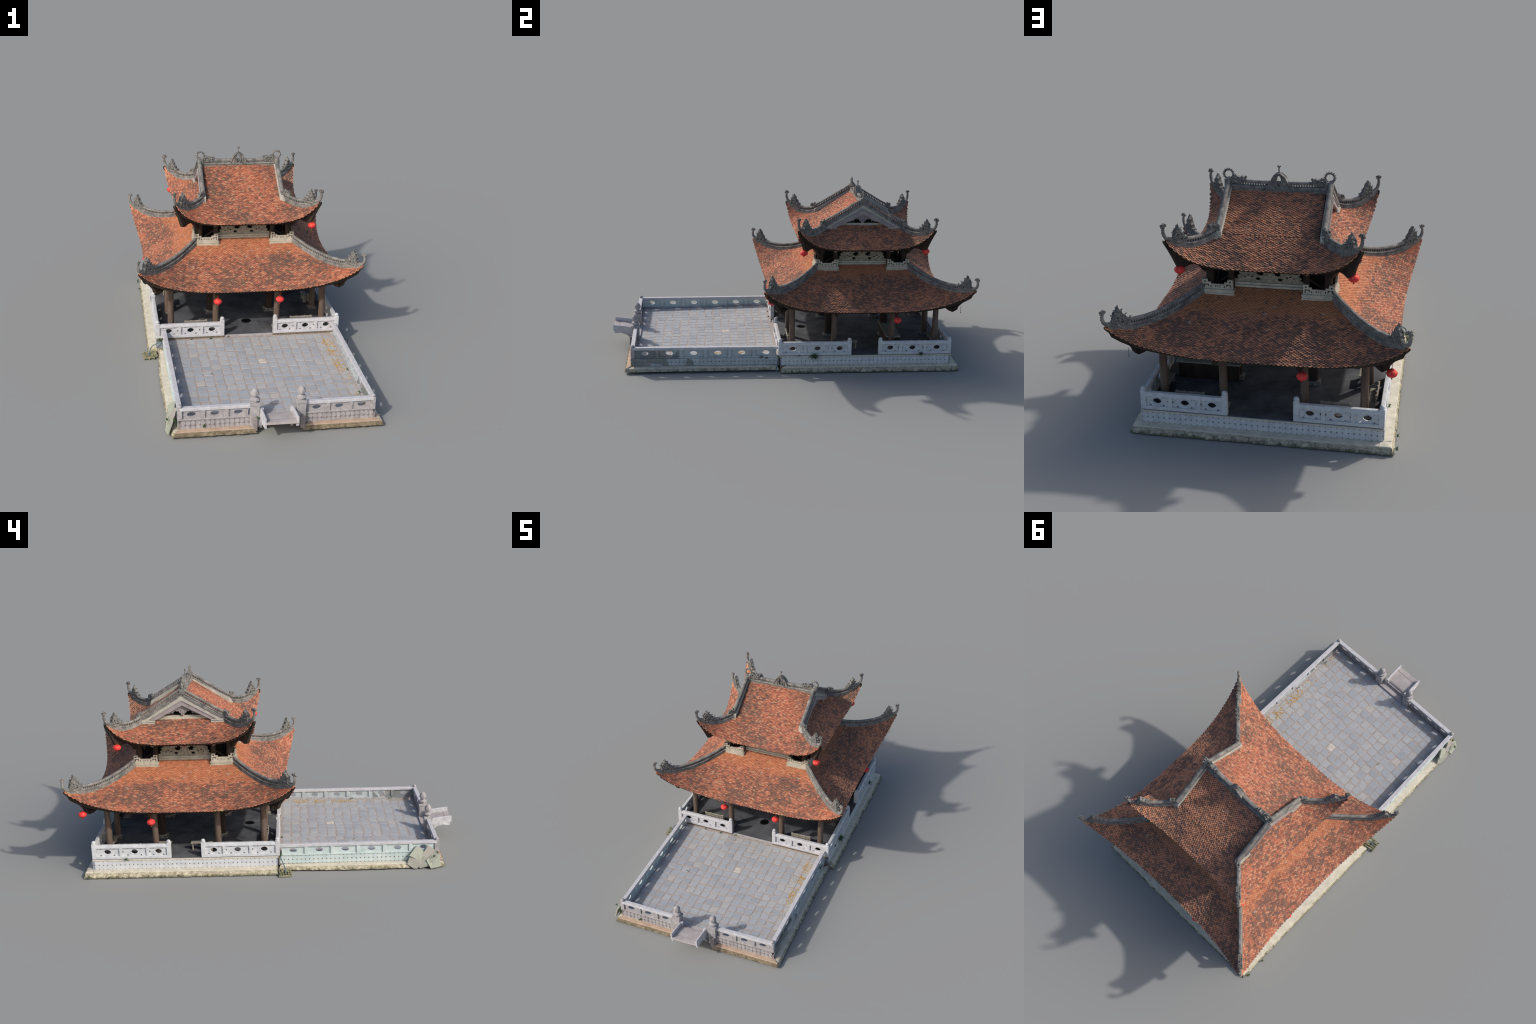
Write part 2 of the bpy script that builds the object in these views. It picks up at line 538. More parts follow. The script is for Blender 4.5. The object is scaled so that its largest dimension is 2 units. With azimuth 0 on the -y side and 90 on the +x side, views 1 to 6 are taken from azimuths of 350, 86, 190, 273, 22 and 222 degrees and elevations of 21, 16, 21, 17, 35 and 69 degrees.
# ---------------- lower roof
lower = skirt_deck(LOW, 'lower_roof', root)
upper = skirt_deck(UPP, 'upper_roof', root, nv=10)
ROW = 0.0058
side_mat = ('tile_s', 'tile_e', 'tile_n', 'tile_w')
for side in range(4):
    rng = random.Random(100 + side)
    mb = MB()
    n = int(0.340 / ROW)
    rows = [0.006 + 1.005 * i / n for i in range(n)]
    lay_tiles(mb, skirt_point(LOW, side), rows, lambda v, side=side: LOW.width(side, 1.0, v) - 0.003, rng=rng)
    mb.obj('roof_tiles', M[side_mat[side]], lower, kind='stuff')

for side in range(4):
    rng = random.Random(200 + side)
    mb = MB()
    L = 0.182
    n = int(L / ROW)
    rows = [0.010 + 0.985 * i / n for i in range(n)]
    lay_tiles(mb, skirt_point(UPP, side), rows, lambda v, side=side: UPP.width(side, 1.0, v) - 0.003, rng=rng)
    if side in (1, 3):
        lay_tiles(mb, skirt_point(UPP, side), [1.0 + 0.031 * i for i in range(3)], lambda v: 0.142, rng=rng)
    if side in (0, 2):
        def up_pt(u, v, side=side):
            d = UPP.dtop * (1 - v)
            return side_xyz(side, u, d, UPP.z1 + (RIDGE_Z - UPP.z1) * v - (0.006 * sin(pi * v) + 0.002 * v if side == 2 else 0.0))
        n2 = int(0.240 / ROW)
        lay_tiles(mb, up_pt, [0.004 + 0.97 * (i + (n % 2) * 0) / n2 for i in range(n2)], lambda v: 0.196, rng=rng)
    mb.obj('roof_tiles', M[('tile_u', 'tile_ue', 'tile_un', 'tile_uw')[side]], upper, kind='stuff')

# upper gable body under the ridge
mb = MB()
half = [(0.2, UPP.z1 - 0.004), (0.0, RIDGE_Z - 0.004)]
mb.plate([(-a, b) for a, b in half] + [(0.0, RIDGE_Z - 0.022), (-0.2, UPP.z1 - 0.024)], [], lambda a, b, t: (t, CY + a, b), -0.196, 0.196)
half = [(0.2, UPP.z1 - 0.006), (0.1, (UPP.z1 + RIDGE_Z) / 2 - 0.012), (0.0, RIDGE_Z - 0.008)]
mb.plate(half + [(0.0, RIDGE_Z - 0.026), (0.2, UPP.z1 - 0.026)], [], lambda a, b, t: (t, CY + a, b), -0.196, 0.196)
mb.plate([(-0.2, 0.735), (0.2, 0.735), (0.2, 0.742), (-0.2, 0.742)], [], lambda a, b, t: (t, CY + a, b), -0.17, 0.17)
mb.obj('roof_deck', M['soffit'], upper)

# ------------------------------------------------------------------ ridges and corner ornaments (local x = along the diagonal)
def ridge_pieces(mb, path, base_h=0.0215, gap_h=0.0095, cap_h=0.0105, base_w=0.023, cap_w=0.0165, post_step=0.0112, taper_end=None):
    """plaster base with two mouldings, a row of little posts, rounded cap"""
    w = base_w / 2
    prof = [(-w, -0.006), (w, -0.006), (w, base_h * 0.30), (w * 0.78, base_h * 0.38), (w * 0.78, base_h * 0.62),
            (w * 0.98, base_h * 0.70), (w * 0.98, base_h * 0.80), (w * 0.66, base_h), (-w * 0.66, base_h),
            (-w * 0.98, base_h * 0.80), (-w * 0.98, base_h * 0.70), (-w * 0.78, base_h * 0.62),
            (-w * 0.78, base_h * 0.38), (-w, base_h * 0.30)]
    mb.sweep(path, prof)
    c = cap_w / 2
    cap = [(-c, base_h + gap_h), (c, base_h + gap_h), (c * 1.05, base_h + gap_h + cap_h * 0.45), (c * 0.6, base_h + gap_h + cap_h * 0.9),
           (0, base_h + gap_h + cap_h), (-c * 0.6, base_h + gap_h + cap_h * 0.9), (-c * 1.05, base_h + gap_h + cap_h * 0.45)]
    mb.sweep(path, cap)
    pts = [Vector(p) for p in path]
    acc = 0.0
    for i in range(len(pts) - 1):
        seg = pts[i + 1] - pts[i]
        ln = seg.length
        while acc < ln:
            q = pts[i] + seg * (acc / ln)
            rot = math.atan2(seg.y, seg.x)
            mb.box((q.x, q.y, q.z + base_h + gap_h / 2), (0.0054, c * 1.1, gap_h + 0.003), rot)
            acc += post_step
        acc -= ln

def hip_mesh(sk, r0, r1, r2, tip, name):
    """ridge over a hip: full height from r0 to r1, then low horn base to r2, then the curled horn"""
    mb = MB()
    n = 22
    path = [((r0 + (r1 - r0) * i / n) * S2, 0, sk.hip_z(r0 + (r1 - r0) * i / n)) for i in range(n + 1)]
    ridge_pieces(mb, path)
    n = 8
    path2, sc = [], []
    for i in range(n + 1):
        r = r1 + (r2 - r1) * i / n
        path2.append((r * S2, 0, sk.hip_z(r)))
        k = 1 - 0.45 * i / n
        sc.append((k, 1 - 0.35 * i / n))
    w, h = 0.010, 0.024
    mb.sweep(path2, [(-w, -0.008), (w, -0.008), (w, h * 0.35), (w * 0.75, h * 0.45), (w * 0.7, h), (-w * 0.7, h), (-w * 0.75, h * 0.45), (-w, h * 0.35)], sc)
    # curled horn
    zt = sk.hip_z(r2)
    hs = [(r1 + (r2 - r1) * 0.35, sk.hip_z(r1 + (r2 - r1) * 0.35) + 0.018), (r1 + (r2 - r1) * 0.75, sk.hip_z(r1 + (r2 - r1) * 0.75) + 0.017)]
    hs += [(r2 + a, zt + b) for a, b in tip]
    rad = [0.0088, 0.0088] + [0.0086 - 0.0034 * i / max(1, len(tip) - 1) for i in range(len(tip))]
    mb.tube([(r * S2, 0, z) for r, z in hs], rad, 7)
    web = [(r * S2, z) for r, z in hs[1:5]] + [((hs[1][0] * 0.35 + hs[4][0] * 0.65) * S2, hs[1][1] * 0.55 + hs[4][1] * 0.45)]
    mb.plate(web, [], lambda a, b, t: (a, t, b), -0.0042, 0.0042)
    # little spines along the outside of the horn
    for i in range(2, len(hs)):
        r, z = hs[i]
        mb.box((r * S2 + 0.005, 0, z), (0.006, 0.003, 0.004), 0)
    # flower head
    r, z = hs[-1]
    X = r * S2
    for k in range(6):
        a = pi * k / 5 - 0.15
        mb.sphere((X + 0.0098 * cos(a), 0.003 * (-1) ** k, z + 0.004 + 0.0082 * sin(a)), 0.0052, 6, 5, sy=1.0)
    mb.sphere((X, 0, z + 0.003), 0.0075, 7, 6)
    mb.sphere((X - 0.011, 0, z + 0.010), 0.0026, 6, 5)
    mb.sphere((X + 0.011, 0, z + 0.010), 0.0030, 6, 5)
    return mb.mesh(name, M['ridge'], smooth=True)

def curl(cx, cz, r, turns, start, sgn, y, n=14):
    pts = []
    for i in range(n + 1):
        t = i / n
        rr = r * (1 - 0.75 * t)
        a = start + sgn * 2 * pi * turns * t
        pts.append((cx + rr * cos(a), y, cz + rr * sin(a)))
    return pts

def dragon_mesh(name, w=1.0, h=1.0):
    """scroll-carved finial: upright flame of coils, origin at its foot, local x outward"""
    mb = MB()
    out = [(-0.034, 0.0), (-0.040, 0.010), (-0.036, 0.022), (-0.026, 0.024), (-0.024, 0.036), (-0.014, 0.044), (-0.012, 0.056), (-0.005, 0.062),
           (-0.001, 0.074), (0.003, 0.064), (0.009, 0.058), (0.010, 0.048), (0.018, 0.042), (0.016, 0.032), (0.022, 0.022), (0.024, 0.010), (0.020, 0.0)]
    out = [(a * w, b * h) for a, b in out]
    holes = [circle(-0.013 * w, 0.014 * h, 0.005 * w, 0.0045 * h, 8), circle(0.004 * w, 0.034 * h, 0.0042 * w, 0.0035 * h, 8)]
    mb.plate(out, holes, lambda a, b, t: (a, t, b), -0.0085, 0.0085)
    for y in (-0.0092, 0.0092):
        for cx, cz, r, st, sg in ((-0.028, 0.013, 0.0095, 0.5, 1), (0.010, 0.014, 0.0105, 2.0, -1), (-0.010, 0.036, 0.0085, 1.2, 1), (0.008, 0.046, 0.0070, 2.6, -1),
                                  (-0.003, 0.058, 0.0055, 0.3, 1)):
            mb.tube([(p[0] * w, p[1], p[2] * h) for p in curl(cx, cz, r, 1.3, st, sg, y)], [0.0030 - 0.0010 * i / 14 for i in range(15)], 6)
        for cx, cz in ((-0.014, 0.026), (0.016, 0.030), (0.0, 0.024), (-0.020, 0.004), (0.004, 0.004)):
            mb.sphere((cx * w, y, cz * h), 0.0042, 6, 5)
    for cx, cz, a in ((-0.001, 0.072, 1.5), (-0.012, 0.056, 2.2), (0.010, 0.058, 0.9), (-0.025, 0.037, 2.5), (0.019, 0.043, 0.6), (-0.039, 0.022, 2.6), (0.004, 0.068, 1.2)):
        mb.tube([(cx * w, 0, cz * h), (cx * w + 0.005 * cos(a), 0, cz * h + 0.005 * sin(a)), (cx * w + 0.010 * cos(a + 0.3), 0, cz * h + 0.009 * sin(a + 0.3))], [0.0034, 0.0026, 0.0008], 6)
    return mb.mesh(name, M['ridge_dark'], smooth=True)

def small_scroll(name):
    mb = MB()
    out = [(-0.020, 0), (-0.022, 0.012), (-0.012, 0.016), (-0.010, 0.024), (0.0, 0.020), (0.008, 0.022), (0.012, 0.012), (0.020, 0.010), (0.022, 0.0)]
    mb.plate(out, [], lambda a, b, t: (a, t, b), -0.006, 0.006)
    for y in (-0.0066, 0.0066):
        for cx, cz, r, st, sg in ((-0.012, 0.010, 0.008, 0.5, 1), (0.008, 0.011, 0.008, 2.2, -1)):
            mb.tube(curl(cx, cz, r, 1.2, st, sg, y), 0.0026, 6)
    mb.sphere((-0.010, 0, 0.024), 0.005, 7, 6)
    mb.sphere((-0.021, 0, 0.013), 0.004, 7, 6)
    return mb.mesh(name, M['ridge_dark'], smooth=True)

hip_low = hip_mesh(LOW, 0.262, 0.496, 0.558, [(0.004, 0.016), (0.010, 0.026), (0.013, 0.038), (0.0125, 0.050), (0.010, 0.060)], 'hip_ridge')
hip_upp = hip_mesh(UPP, 0.214, 0.308, 0.366, [(0.003, 0.014), (0.008, 0.026), (0.0105, 0.038), (0.0105, 0.050), (0.009, 0.058)], 'hip_ridge')
dragon = dragon_mesh('ridge_dragon', 1.22, 1.06)
dragon_u = dragon_mesh('ridge_dragon', 1.12, 0.92)
scroll = small_scroll('ridge_scroll')

def rafter_mesh(name, sk, bottom, w=0.011):
    mb = MB()
    pts, vs, fs = bottom, [], []
    for i, (r, z) in enumerate(pts):
        top = sk.hip_z(r) - 0.006
        k = w * (1.0 if i < len(pts) - 3 else 0.75)
        for a, b in ((-k, z), (k, z), (k, max(top, z + 0.004)), (-k, max(top, z + 0.004))):
            vs.append((r * S2, a, b))
    for i in range(len(pts) - 1):
        for k in range(4):
            k2 = (k + 1) % 4
            fs.append((i * 4 + k, i * 4 + k2, i * 4 + 4 + k2, i * 4 + 4 + k))
    m = (len(pts) - 1) * 4
    fs += [(3, 2, 1, 0), (m, m + 1, m + 2, m + 3)]
    mb.add(vs, fs)
    return mb
rl = rafter_mesh('hip_rafter', LOW, [(0.36, 0.374), (0.40, 0.366), (0.435, 0.352), (0.458, 0.337), (0.476, 0.334), (0.487, 0.346), (0.492, 0.366), (0.506, 0.388), (0.530, 0.421), (0.550, 0.447), (0.566, 0.471)])
for y in (-0.012, 0.012):
    rl.sphere((0.468 * S2, y, 0.350), 0.011, 8, 6)
    rl.tube([(p[0], p[1], p[2]) for p in curl(0.476 * S2, 0.348, 0.010, 1.1, 2.0, 1, y * 1.1)], 0.003, 6)
rl = rl.mesh('hip_rafter', M['wood'], smooth=True)
ru = rafter_mesh('hip_rafter', UPP, [(0.225, 0.600), (0.258, 0.606), (0.272, 0.632), (0.29, 0.650), (0.310, 0.648), (0.325, 0.640), (0.337, 0.642), (0.343, 0.662), (0.353, 0.692), (0.364, 0.724), (0.377, 0.757)], 0.010)
ru = ru.mesh('hip_rafter', M['wood'], smooth=True)

for k in range(4):
    ang = pi / 4 + k * pi / 2
    rng = random.Random(300 + k)
    place('hip_ridge', hip_low, lower, (0, CY, 0), ang)
    place('hip_ridge', hip_upp, upper, (0, CY, 0), ang)
    place('hip_rafter', rl, lower, (0, CY, 0), ang)
    place('hip_rafter', ru, upper, (0, CY, 0), ang)
    for sk, r, me, par, e in ((LOW, 0.526, dragon, lower, 0.012), (UPP, 0.333, dragon_u, upper, 0.016)):
        d = r * S2
        s = rng.uniform(0.93, 1.07)
        place('ridge_dragon', me, par, (d * cos(ang), CY + d * sin(ang), sk.hip_z(r) + e), ang, (s, 1, rng.uniform(0.94, 1.06)))
    d = 0.226 * S2
    place('ridge_scroll', scroll, upper, (d * cos(ang), CY + d * sin(ang), UPP.hip_z(0.226) + 0.038), ang)

# ------------------------------------------------------------------ main ridge, crest, rings
mb = MB()
path = [(x, CY, RIDGE_Z - 0.013 + 0.005 * (abs(x) / 0.2) ** 2) for x in [-0.2 + 0.4 * i / 16 for i in range(17)]]
ridge_pieces(mb, path, base_h=0.022, gap_h=0.0095, cap_h=0.012, base_w=0.034, cap_w=0.019, post_step=0.0105)
main_ridge = mb.obj('main_ridge', M['ridge'], upper, smooth=True)

mb = MB()
half_arch = [(-0.057, 0.0), (-0.052, 0.010), (-0.043, 0.014), (-0.037, 0.030), (-0.030, 0.042), (-0.022, 0.053), (-0.012, 0.062), (-0.005, 0.067)]
arch = half_arch + [(-a, b) for a, b in reversed(half_arch)]
mb.plate(arch, [circle(0, 0.036, 0.0095, 0.0225, 16)], lambda a, b, t: (a - 0.003, CY + t, 0.874 + b), -0.012, 0.012)
for y in (-0.013, 0.013):
    mb.tube([(0.0122 * cos(t) - 0.003, CY + y, 0.910 + 0.0250 * sin(t)) for t in [2 * pi * i / 16 for i in range(17)]], 0.003, 6)
    for sx in (-1, 1):
        mb.tube([(sx * 0.046 - 0.003, CY + y, 0.882), (sx * 0.034 - 0.003, CY + y, 0.905), (sx * 0.024 - 0.003, CY + y, 0.925), (sx * 0.008 - 0.003, CY + y, 0.938)], 0.003, 6)
        mb.tube([(sx * 0.022 - 0.003, CY + y, 0.884), (sx * 0.022 - 0.003, CY + y, 0.912)], 0.0022, 6)
        mb.sphere((sx * 0.050 - 0.003, CY + y * 0.6, 0.884), 0.007, 7, 6)
mb.tube([(-0.003, CY, 0.936), (-0.003, CY, 0.948), (-0.003, CY, 0.962)], [0.0052, 0.0030, 0.0034], 8)
mb.sphere((-0.003, CY, 0.966), 0.0054, 8, 6)
mb.sphere((-0.0085, CY, 0.969), 0.0030, 6, 5)
mb.sphere((0.0025, CY, 0.969), 0.0030, 6, 5)
mb.obj('ridge_crest', M['ridge'], upper, smooth=True)

mb = MB()   # coiled tail ring and body at one end, local +x points outward
ring = [(0.0185 * cos(t), 0, 0.0185 * sin(t)) for t in [pi * (-0.42) + 2 * pi * 0.92 * i / 26 for i in range(27)]]
mb.tube(ring, [0.0052 - 0.0014 * i / 26 for i in range(27)], 8)
for i in range(2, 24, 2):
    a = pi * (-0.42) + 2 * pi * 0.92 * i / 26
    mb.tube([(0.0225 * cos(a), 0, 0.0225 * sin(a)), (0.027 * cos(a - 0.1), 0, 0.027 * sin(a - 0.1))], [0.0022, 0.0008], 5)
body = [(-0.012, -0.026), (-0.022, -0.006), (-0.032, 0.0), (-0.038, -0.008), (-0.050, -0.010), (-0.058, -0.004), (-0.064, -0.012), (-0.072, -0.014), (-0.074, -0.028), (-0.06, -0.034), (-0.012, -0.036)]
mb.plate(body, [circle(-0.030, -0.016, 0.005, 0.004, 8)], lambda a, b, t: (a, t, b), -0.009, 0.009)
for y in (-0.010, 0.010):
    mb.tube(curl(-0.044, -0.020, 0.010, 1.2, 0.4, 1, y), 0.003, 6)
    mb.tube(curl(-0.020, -0.016, 0.008, 1.2, 2.4, -1, y), 0.0028, 6)
    mb.sphere((-0.062, y, -0.018), 0.006, 7, 6)
mb.sphere((-0.071, 0, -0.010), 0.006, 7, 6)
mb.box((0, 0, -0.035), (0.030, 0.030, 0.036))
ring_me = mb.mesh('ridge_ring', M['ridge_dark'], smooth=True)
place('ridge_ring', ring_me, upper, (0.2055, CY - 0.003, 0.928), 0)
place('ridge_ring', ring_me, upper, (-0.2085, CY - 0.003, 0.928), pi)

# ------------------------------------------------------------------ gables
def gable(sx):
    X = 0.2 if sx > 0 else -0.210
    # raking ridge
    mb = MB()
    for sy in (-1, 1):
        pts = []
        for i in range(15):
            t = i / 14
            lat = 0.004 + (0.218 - 0.004) * t
            z = 0.876 + (0.746 - 0.876) * t
            if t < 0.12:
                z += 0.002 * (1 - t / 0.12)
            z += 0.004 * max(0, (t - 0.8) / 0.2)
            pts.append((X + sx * 0.004, CY + sy * lat, z))
        ridge_pieces(mb, pts, base_h=0.018, gap_h=0.0095, cap_h=0.011, base_w=0.019, cap_w=0.018, post_step=0.0115)
    mb.obj('gable_ridge', M['ridge'], upper, smooth=True)
    # plaster wall with a chevron opening
    f = lambda a, b, t: (X + sx * t, CY + a, b)
    mb = MB()
    wall = [(-0.226, 0.729), (-0.148, 0.729), (-0.148, 0.744), (-0.170, 0.750), (0.0, 0.848), (0.170, 0.750), (0.148, 0.744), (0.148, 0.729), (0.228, 0.729), (0.222, 0.7595), (0.0, 0.8865), (-0.222, 0.7595)]
    mb.plate(wall, [], f, -0.010, 0.0095)
    for sy in (-1, 1):
        mb.plate([(sy * 0.232, 0.728), (sy * 0.146, 0.728), (sy * 0.146, 0.736), (sy * 0.232, 0.740)], [], f, 0.002, 0.020)
        mb.plate([(sy * 0.228, 0.741), (sy * 0.144, 0.739), (sy * 0.144, 0.746), (sy * 0.228, 0.750)], [], f, 0.002, 0.015)
    mb.obj('gable_wall', M['gable'], upper, bevel=0.001)
    mb = MB()
    mb.plate([(-0.176, 0.748), (-0.140, 0.748), (0.0, 0.822), (0.140, 0.748), (0.176, 0.748), (0.0, 0.851)], [], f, 0.000, 0.0145)
    mb.plate([(-0.172, 0.753), (-0.164, 0.753), (0.0, 0.846), (0.164, 0.753), (0.172, 0.753), (0.0, 0.8515)], [], f, 0.012, 0.0175)
    mb.obj('bargeboard', M['board'], upper, bevel=0.001)
    mb = MB()
    mb.plate([(-0.15, 0.742), (0.15, 0.742), (0.132, 0.757), (-0.132, 0.757)], [], f, -0.045, -0.006)
    mb.plate([(-0.135, 0.757), (0.135, 0.757), (0.122, 0.765), (-0.122, 0.765)], [], f, -0.045, -0.010)
    mb.obj('gable_sill', M['cream'], upper, bevel=0.001)
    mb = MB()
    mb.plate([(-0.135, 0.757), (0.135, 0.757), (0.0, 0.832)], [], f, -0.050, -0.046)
    mb.obj('gable_dark_plate', M['hole'], upper)  # black plate painting the shade inside the gable opening
    # carved pendant
    mb = MB()
    half = [(0.0, 0.768), (0.007, 0.770), (0.011, 0.779), (0.019, 0.783), (0.021, 0.791), (0.033, 0.793), (0.046, 0.788), (0.058, 0.781), (0.074, 0.775), (0.082, 0.777), (0.0, 0.826)]
    out = [(a, b) for a, b in half] + [(-a, b) for a, b in reversed(half[1:-1])]
    holes = [circle(sy * 0.010, 0.790, 0.0022, 0.0022, 7) for sy in (-1, 1)] + [circle(sy * 0.008, 0.803, 0.002, 0.0026, 7) for sy in (-1, 1)] + \
            [circle(sy * 0.024, 0.797, 0.0024, 0.002, 7) for sy in (-1, 1)] + [circle(sy * 0.042, 0.793, 0.0024, 0.0016, 7) for sy in (-1, 1)]
    mb.plate(out, holes, f, -0.010, 0.000)
    for sy in (-1, 1):
        for cx, cz, r in ((0.012, 0.784, 0.006), (0.030, 0.792, 0.005), (0.052, 0.782, 0.005), (0.012, 0.800, 0.005)):
            mb.tube([(X + sx * 0.001, CY + sy * p[0], p[2]) for p in curl(cx, cz, r, 1.1, 1.0, 1, 0)], 0.0012, 5)
        mb.sphere((X - sx * 0.003, CY + sy * 0.078, 0.777), 0.004, 7, 6)
    mb.box((X + sx * 0.0005, CY, 0.797), (0.003, 0.0018, 0.050))
    mb.obj('gable_pendant', M['board'], upper, smooth=True)
for sx in (-1, 1):
    gable(sx)

# ------------------------------------------------------------------ upper storey
storey = MB()
storey.box((0, CY, 0.524), (0.43, 0.43, 0.013))  # floor slab added inside to block light
storey = storey.obj('upper_storey', M['wood'], root)

def panel_fn(side, d0):
    return lambda a, b, t: side_xyz(side, a, d0 + t, b)

def jag(ca, cb, ra, rb, n, seed):
    rg = random.Random(seed)
    return [(ca + ra * q * cos(2 * pi * k / n), cb + rb * q * sin(2 * pi * k / n)) for k, q in ((k, (0.95 if k % 2 else 0.55) * rg.uniform(0.75, 1.2)) for k in range(n))]

for side in range(4):
    f = lambda a, b, t, side=side: side_xyz(side, a, 0.222 + t, b)
    # carved frieze
    mb = MB()
    holes = []
    for sy in (-1, 1):
        holes += [jag(sy * 0.034, 0.5955, 0.022, 0.0165, 17, 5), jag(sy * 0.044, 0.5705, 0.015, 0.0100, 15, 8)]
        for q, (ca, cb, ra, rb) in enumerate(((0.070, 0.580, 0.005, 0.0035), (0.084, 0.585, 0.0055, 0.0035), (0.098, 0.578, 0.004, 0.0035), (0.074, 0.612, 0.0016, 0.006), (0.086, 0.615, 0.0016, 0.006),
                                             (0.098, 0.613, 0.0016, 0.006), (0.060, 0.613, 0.0016, 0.006))):
            holes.append(circle(sy * ca, cb, ra, rb, 7, 0.4))
    outer = [(-0.142, 0.556), (0.142, 0.556), (0.142, 0.566), (0.122, 0.571), (0.130, 0.580), (0.118, 0.587), (0.123, 0.598), (0.109, 0.606), (0.106, 0.634)]
    outer += [(-a, b) for a, b in reversed(outer[2:])]
    mb.plate(outer, holes, f, -0.006, 0.004)
    for sy in (-1, 1):
        for cx, cz, r, st in ((0.060, 0.586, 0.010, 0.3), (0.086, 0.588, 0.009, 2.0), (0.105, 0.600, 0.008, 1.0), (0.018, 0.590, 0.007, 2.8), (0.112, 0.582, 0.008, 0.2)):
            mb.tube([side_xyz(side, sy * p[0], 0.2265, p[2]) for p in curl(cx, cz, r, 1.2, st, 1, 0)], 0.0018, 5)
    mb.obj('carved_frieze', M['frieze'], storey, smooth=False)
    mb = MB()
    mb.lathe((0, 0, 0), [(0.0062, -0.003), (0.0062, 0.003)], 14)
    me = mb.mesh('sun_disc', M['red'])
    ob = place('sun_disc', me, storey, side_xyz(side, 0, 0.2270, 0.609))
    ob.rotation_euler = (pi / 2, 0, side * pi / 2)
    # sill mouldings under the frieze
    mb = MB()
    for z0, z1, t in ((0.505, 0.5315, 0.014), (0.5315, 0.540, 0.011), (0.540, 0.546, 0.0145), (0.546, 0.556, 0.009)):
        mb.plate([(-0.139, z0), (0.139, z0), (0.139, z1), (-0.139, z1)], [], f, -0.012, t)
    mb.obj('frieze_sill', M['cream'], storey, bevel=0.001)
    # corner parapets: stepped key-fret balustrades
    for sy in (-1, 1):
        a0, a1 = 0.140, 0.262
        g = lambda a, b, t, side=side, sy=sy: side_xyz(side, sy * (a0 + a), 0.264 + t, b)
        w = a1 - a0
        zb, zl, zm, zh = 0.522, 0.546, 0.556, 0.573
        out = [(0, zb), (w, zb), (w, zh), (w - 0.021, zh), (w - 0.021, zm + 0.006), (w - 0.034, zm + 0.006), (w - 0.034, zm - 0.002), (0.034, zm - 0.002), (0.034, zm + 0.006), (0.021, zm + 0.006), (0.021, zh), (0, zh)]
        holes = []
        def rect(x0, y0, x1, y1):
            return [(x0, y0), (x1, y0), (x1, y1), (x0, y1)]
        for m in (0, 1):
            fx = (lambda x: x) if not m else (lambda x: w - x)
            def rc(x0, y0, x1, y1):
                a, b = sorted((fx(x0), fx(x1)))
                return rect(a, y0, b, y1)
            holes.append(rc(0.007, 0.560, 0.014, 0.567))
            x = [0.006, 0.006, 0.011, 0.011, 0.023, 0.023, 0.028, 0.028]
            y = [0.537, 0.555, 0.555, 0.5505, 0.5505, 0.542, 0.542, 0.555]
            holes.append([(fx(px), py) for px, py in ((0.006, 0.538), (0.010, 0.538), (0.010, 0.549), (0.022, 0.549), (0.022, 0.543), (0.026, 0.543), (0.026, 0.5535), (0.006, 0.5535))])
            holes.append(rc(0.032, 0.539, 0.036, 0.548))
        c = w / 2
        holes.append([(c - 0.014, 0.541), (c - 0.004, 0.541), (c - 0.009, 0.5445)])
        holes.append([(c - 0.014, 0.549), (c - 0.009, 0.5455), (c - 0.004, 0.549)])
        holes.append([(c + 0.014, 0.541), (c + 0.004, 0.541), (c + 0.009, 0.5445)])
        holes.append([(c + 0.014, 0.549), (c + 0.009, 0.5455), (c + 0.004, 0.549)])
        holes.append(circle(c, 0.545, 0.0028, 0.0028, 6))
        mb = MB()
        mb.plate(out, holes, g, -0.008, 0.0)
        for z0, z1, t in ((0.494, 0.517, 0.006), (0.517, 0.523, 0.003), (0.523, 0.533, 0.005)):
            mb.plate(rect(-0.002, z0, w + t - 0.001 * (side % 2), z1), [], g, -0.012, t - 0.0006 * (side % 2))
            # return at the inner end back to the frieze
            mb.plate(rect(-t - 0.001, z0 + 0.0005, 0.010, z1 - 0.0005), [], g, -0.048, t - 0.0015)
        mb.plate(rect(0.0005, 0.533, 0.007, 0.572), [], g, -0.048, -0.006)
        mb.obj('fret_parapet', M['cream'], storey)
for sx in (-1, 1):
    for sy in (-1, 1):
        mb = MB()
        mb.lathe((sx * 0.236, CY + sy * 0.236, 0.50), [(0.0165, 0), (0.0165, 0.175)], 14)
        for q in ((sx * 0.150, CY + sy * 0.238), (sx * 0.238, CY + sy * 0.150)):
            mb.lathe((q[0], q[1], 0.50), [(0.0130, 0), (0.0130, 0.170)], 12)
        mb.obj('upper_column', M['column_in'], storey, smooth=True)
        mb = MB()
        for q, d in (((sx * 0.158, CY + sy * 0.280), (0, sy)), ((sx * 0.280, CY + sy * 0.158), (sx, 0))):
            mb.lathe((q[0], q[1], 0.622), [(0.0075, 0), (0.0105, 0.006), (0.011, 0.014), (0.008, 0.018), (0.006, 0.04)], 10)
            mb.box((q[0] - d[0] * 0.02, q[1] - d[1] * 0.02, 0.643), (0.012 + abs(d[0]) * 0.05, 0.012 + abs(d[1]) * 0.05, 0.012))
        mb.obj('corbel', M['bench'], storey, smooth=True)
mb = MB()   # eave plates and slanting braces inside
for side in range(4):
    mb.plate([(-0.246, 0.640), (0.246, 0.640), (0.246, 0.668), (-0.246, 0.668)], [], panel_fn(side, 0.238), -0.012, 0.006)
    for sy in (-1, 1):
        p = side_xyz(side, sy * 0.160, 0.216, 0.575)
        q = side_xyz(side, sy * 0.220, 0.216, 0.535)
        mb.tube([p, q], 0.006, 6)
mb.box((0, CY, 0.655), (0.46, 0.46, 0.012))
mb.obj('eave_beam', M['wood'], storey)
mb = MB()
mb.box((0, CY, 0.590), (0.412, 0.412, 0.13))
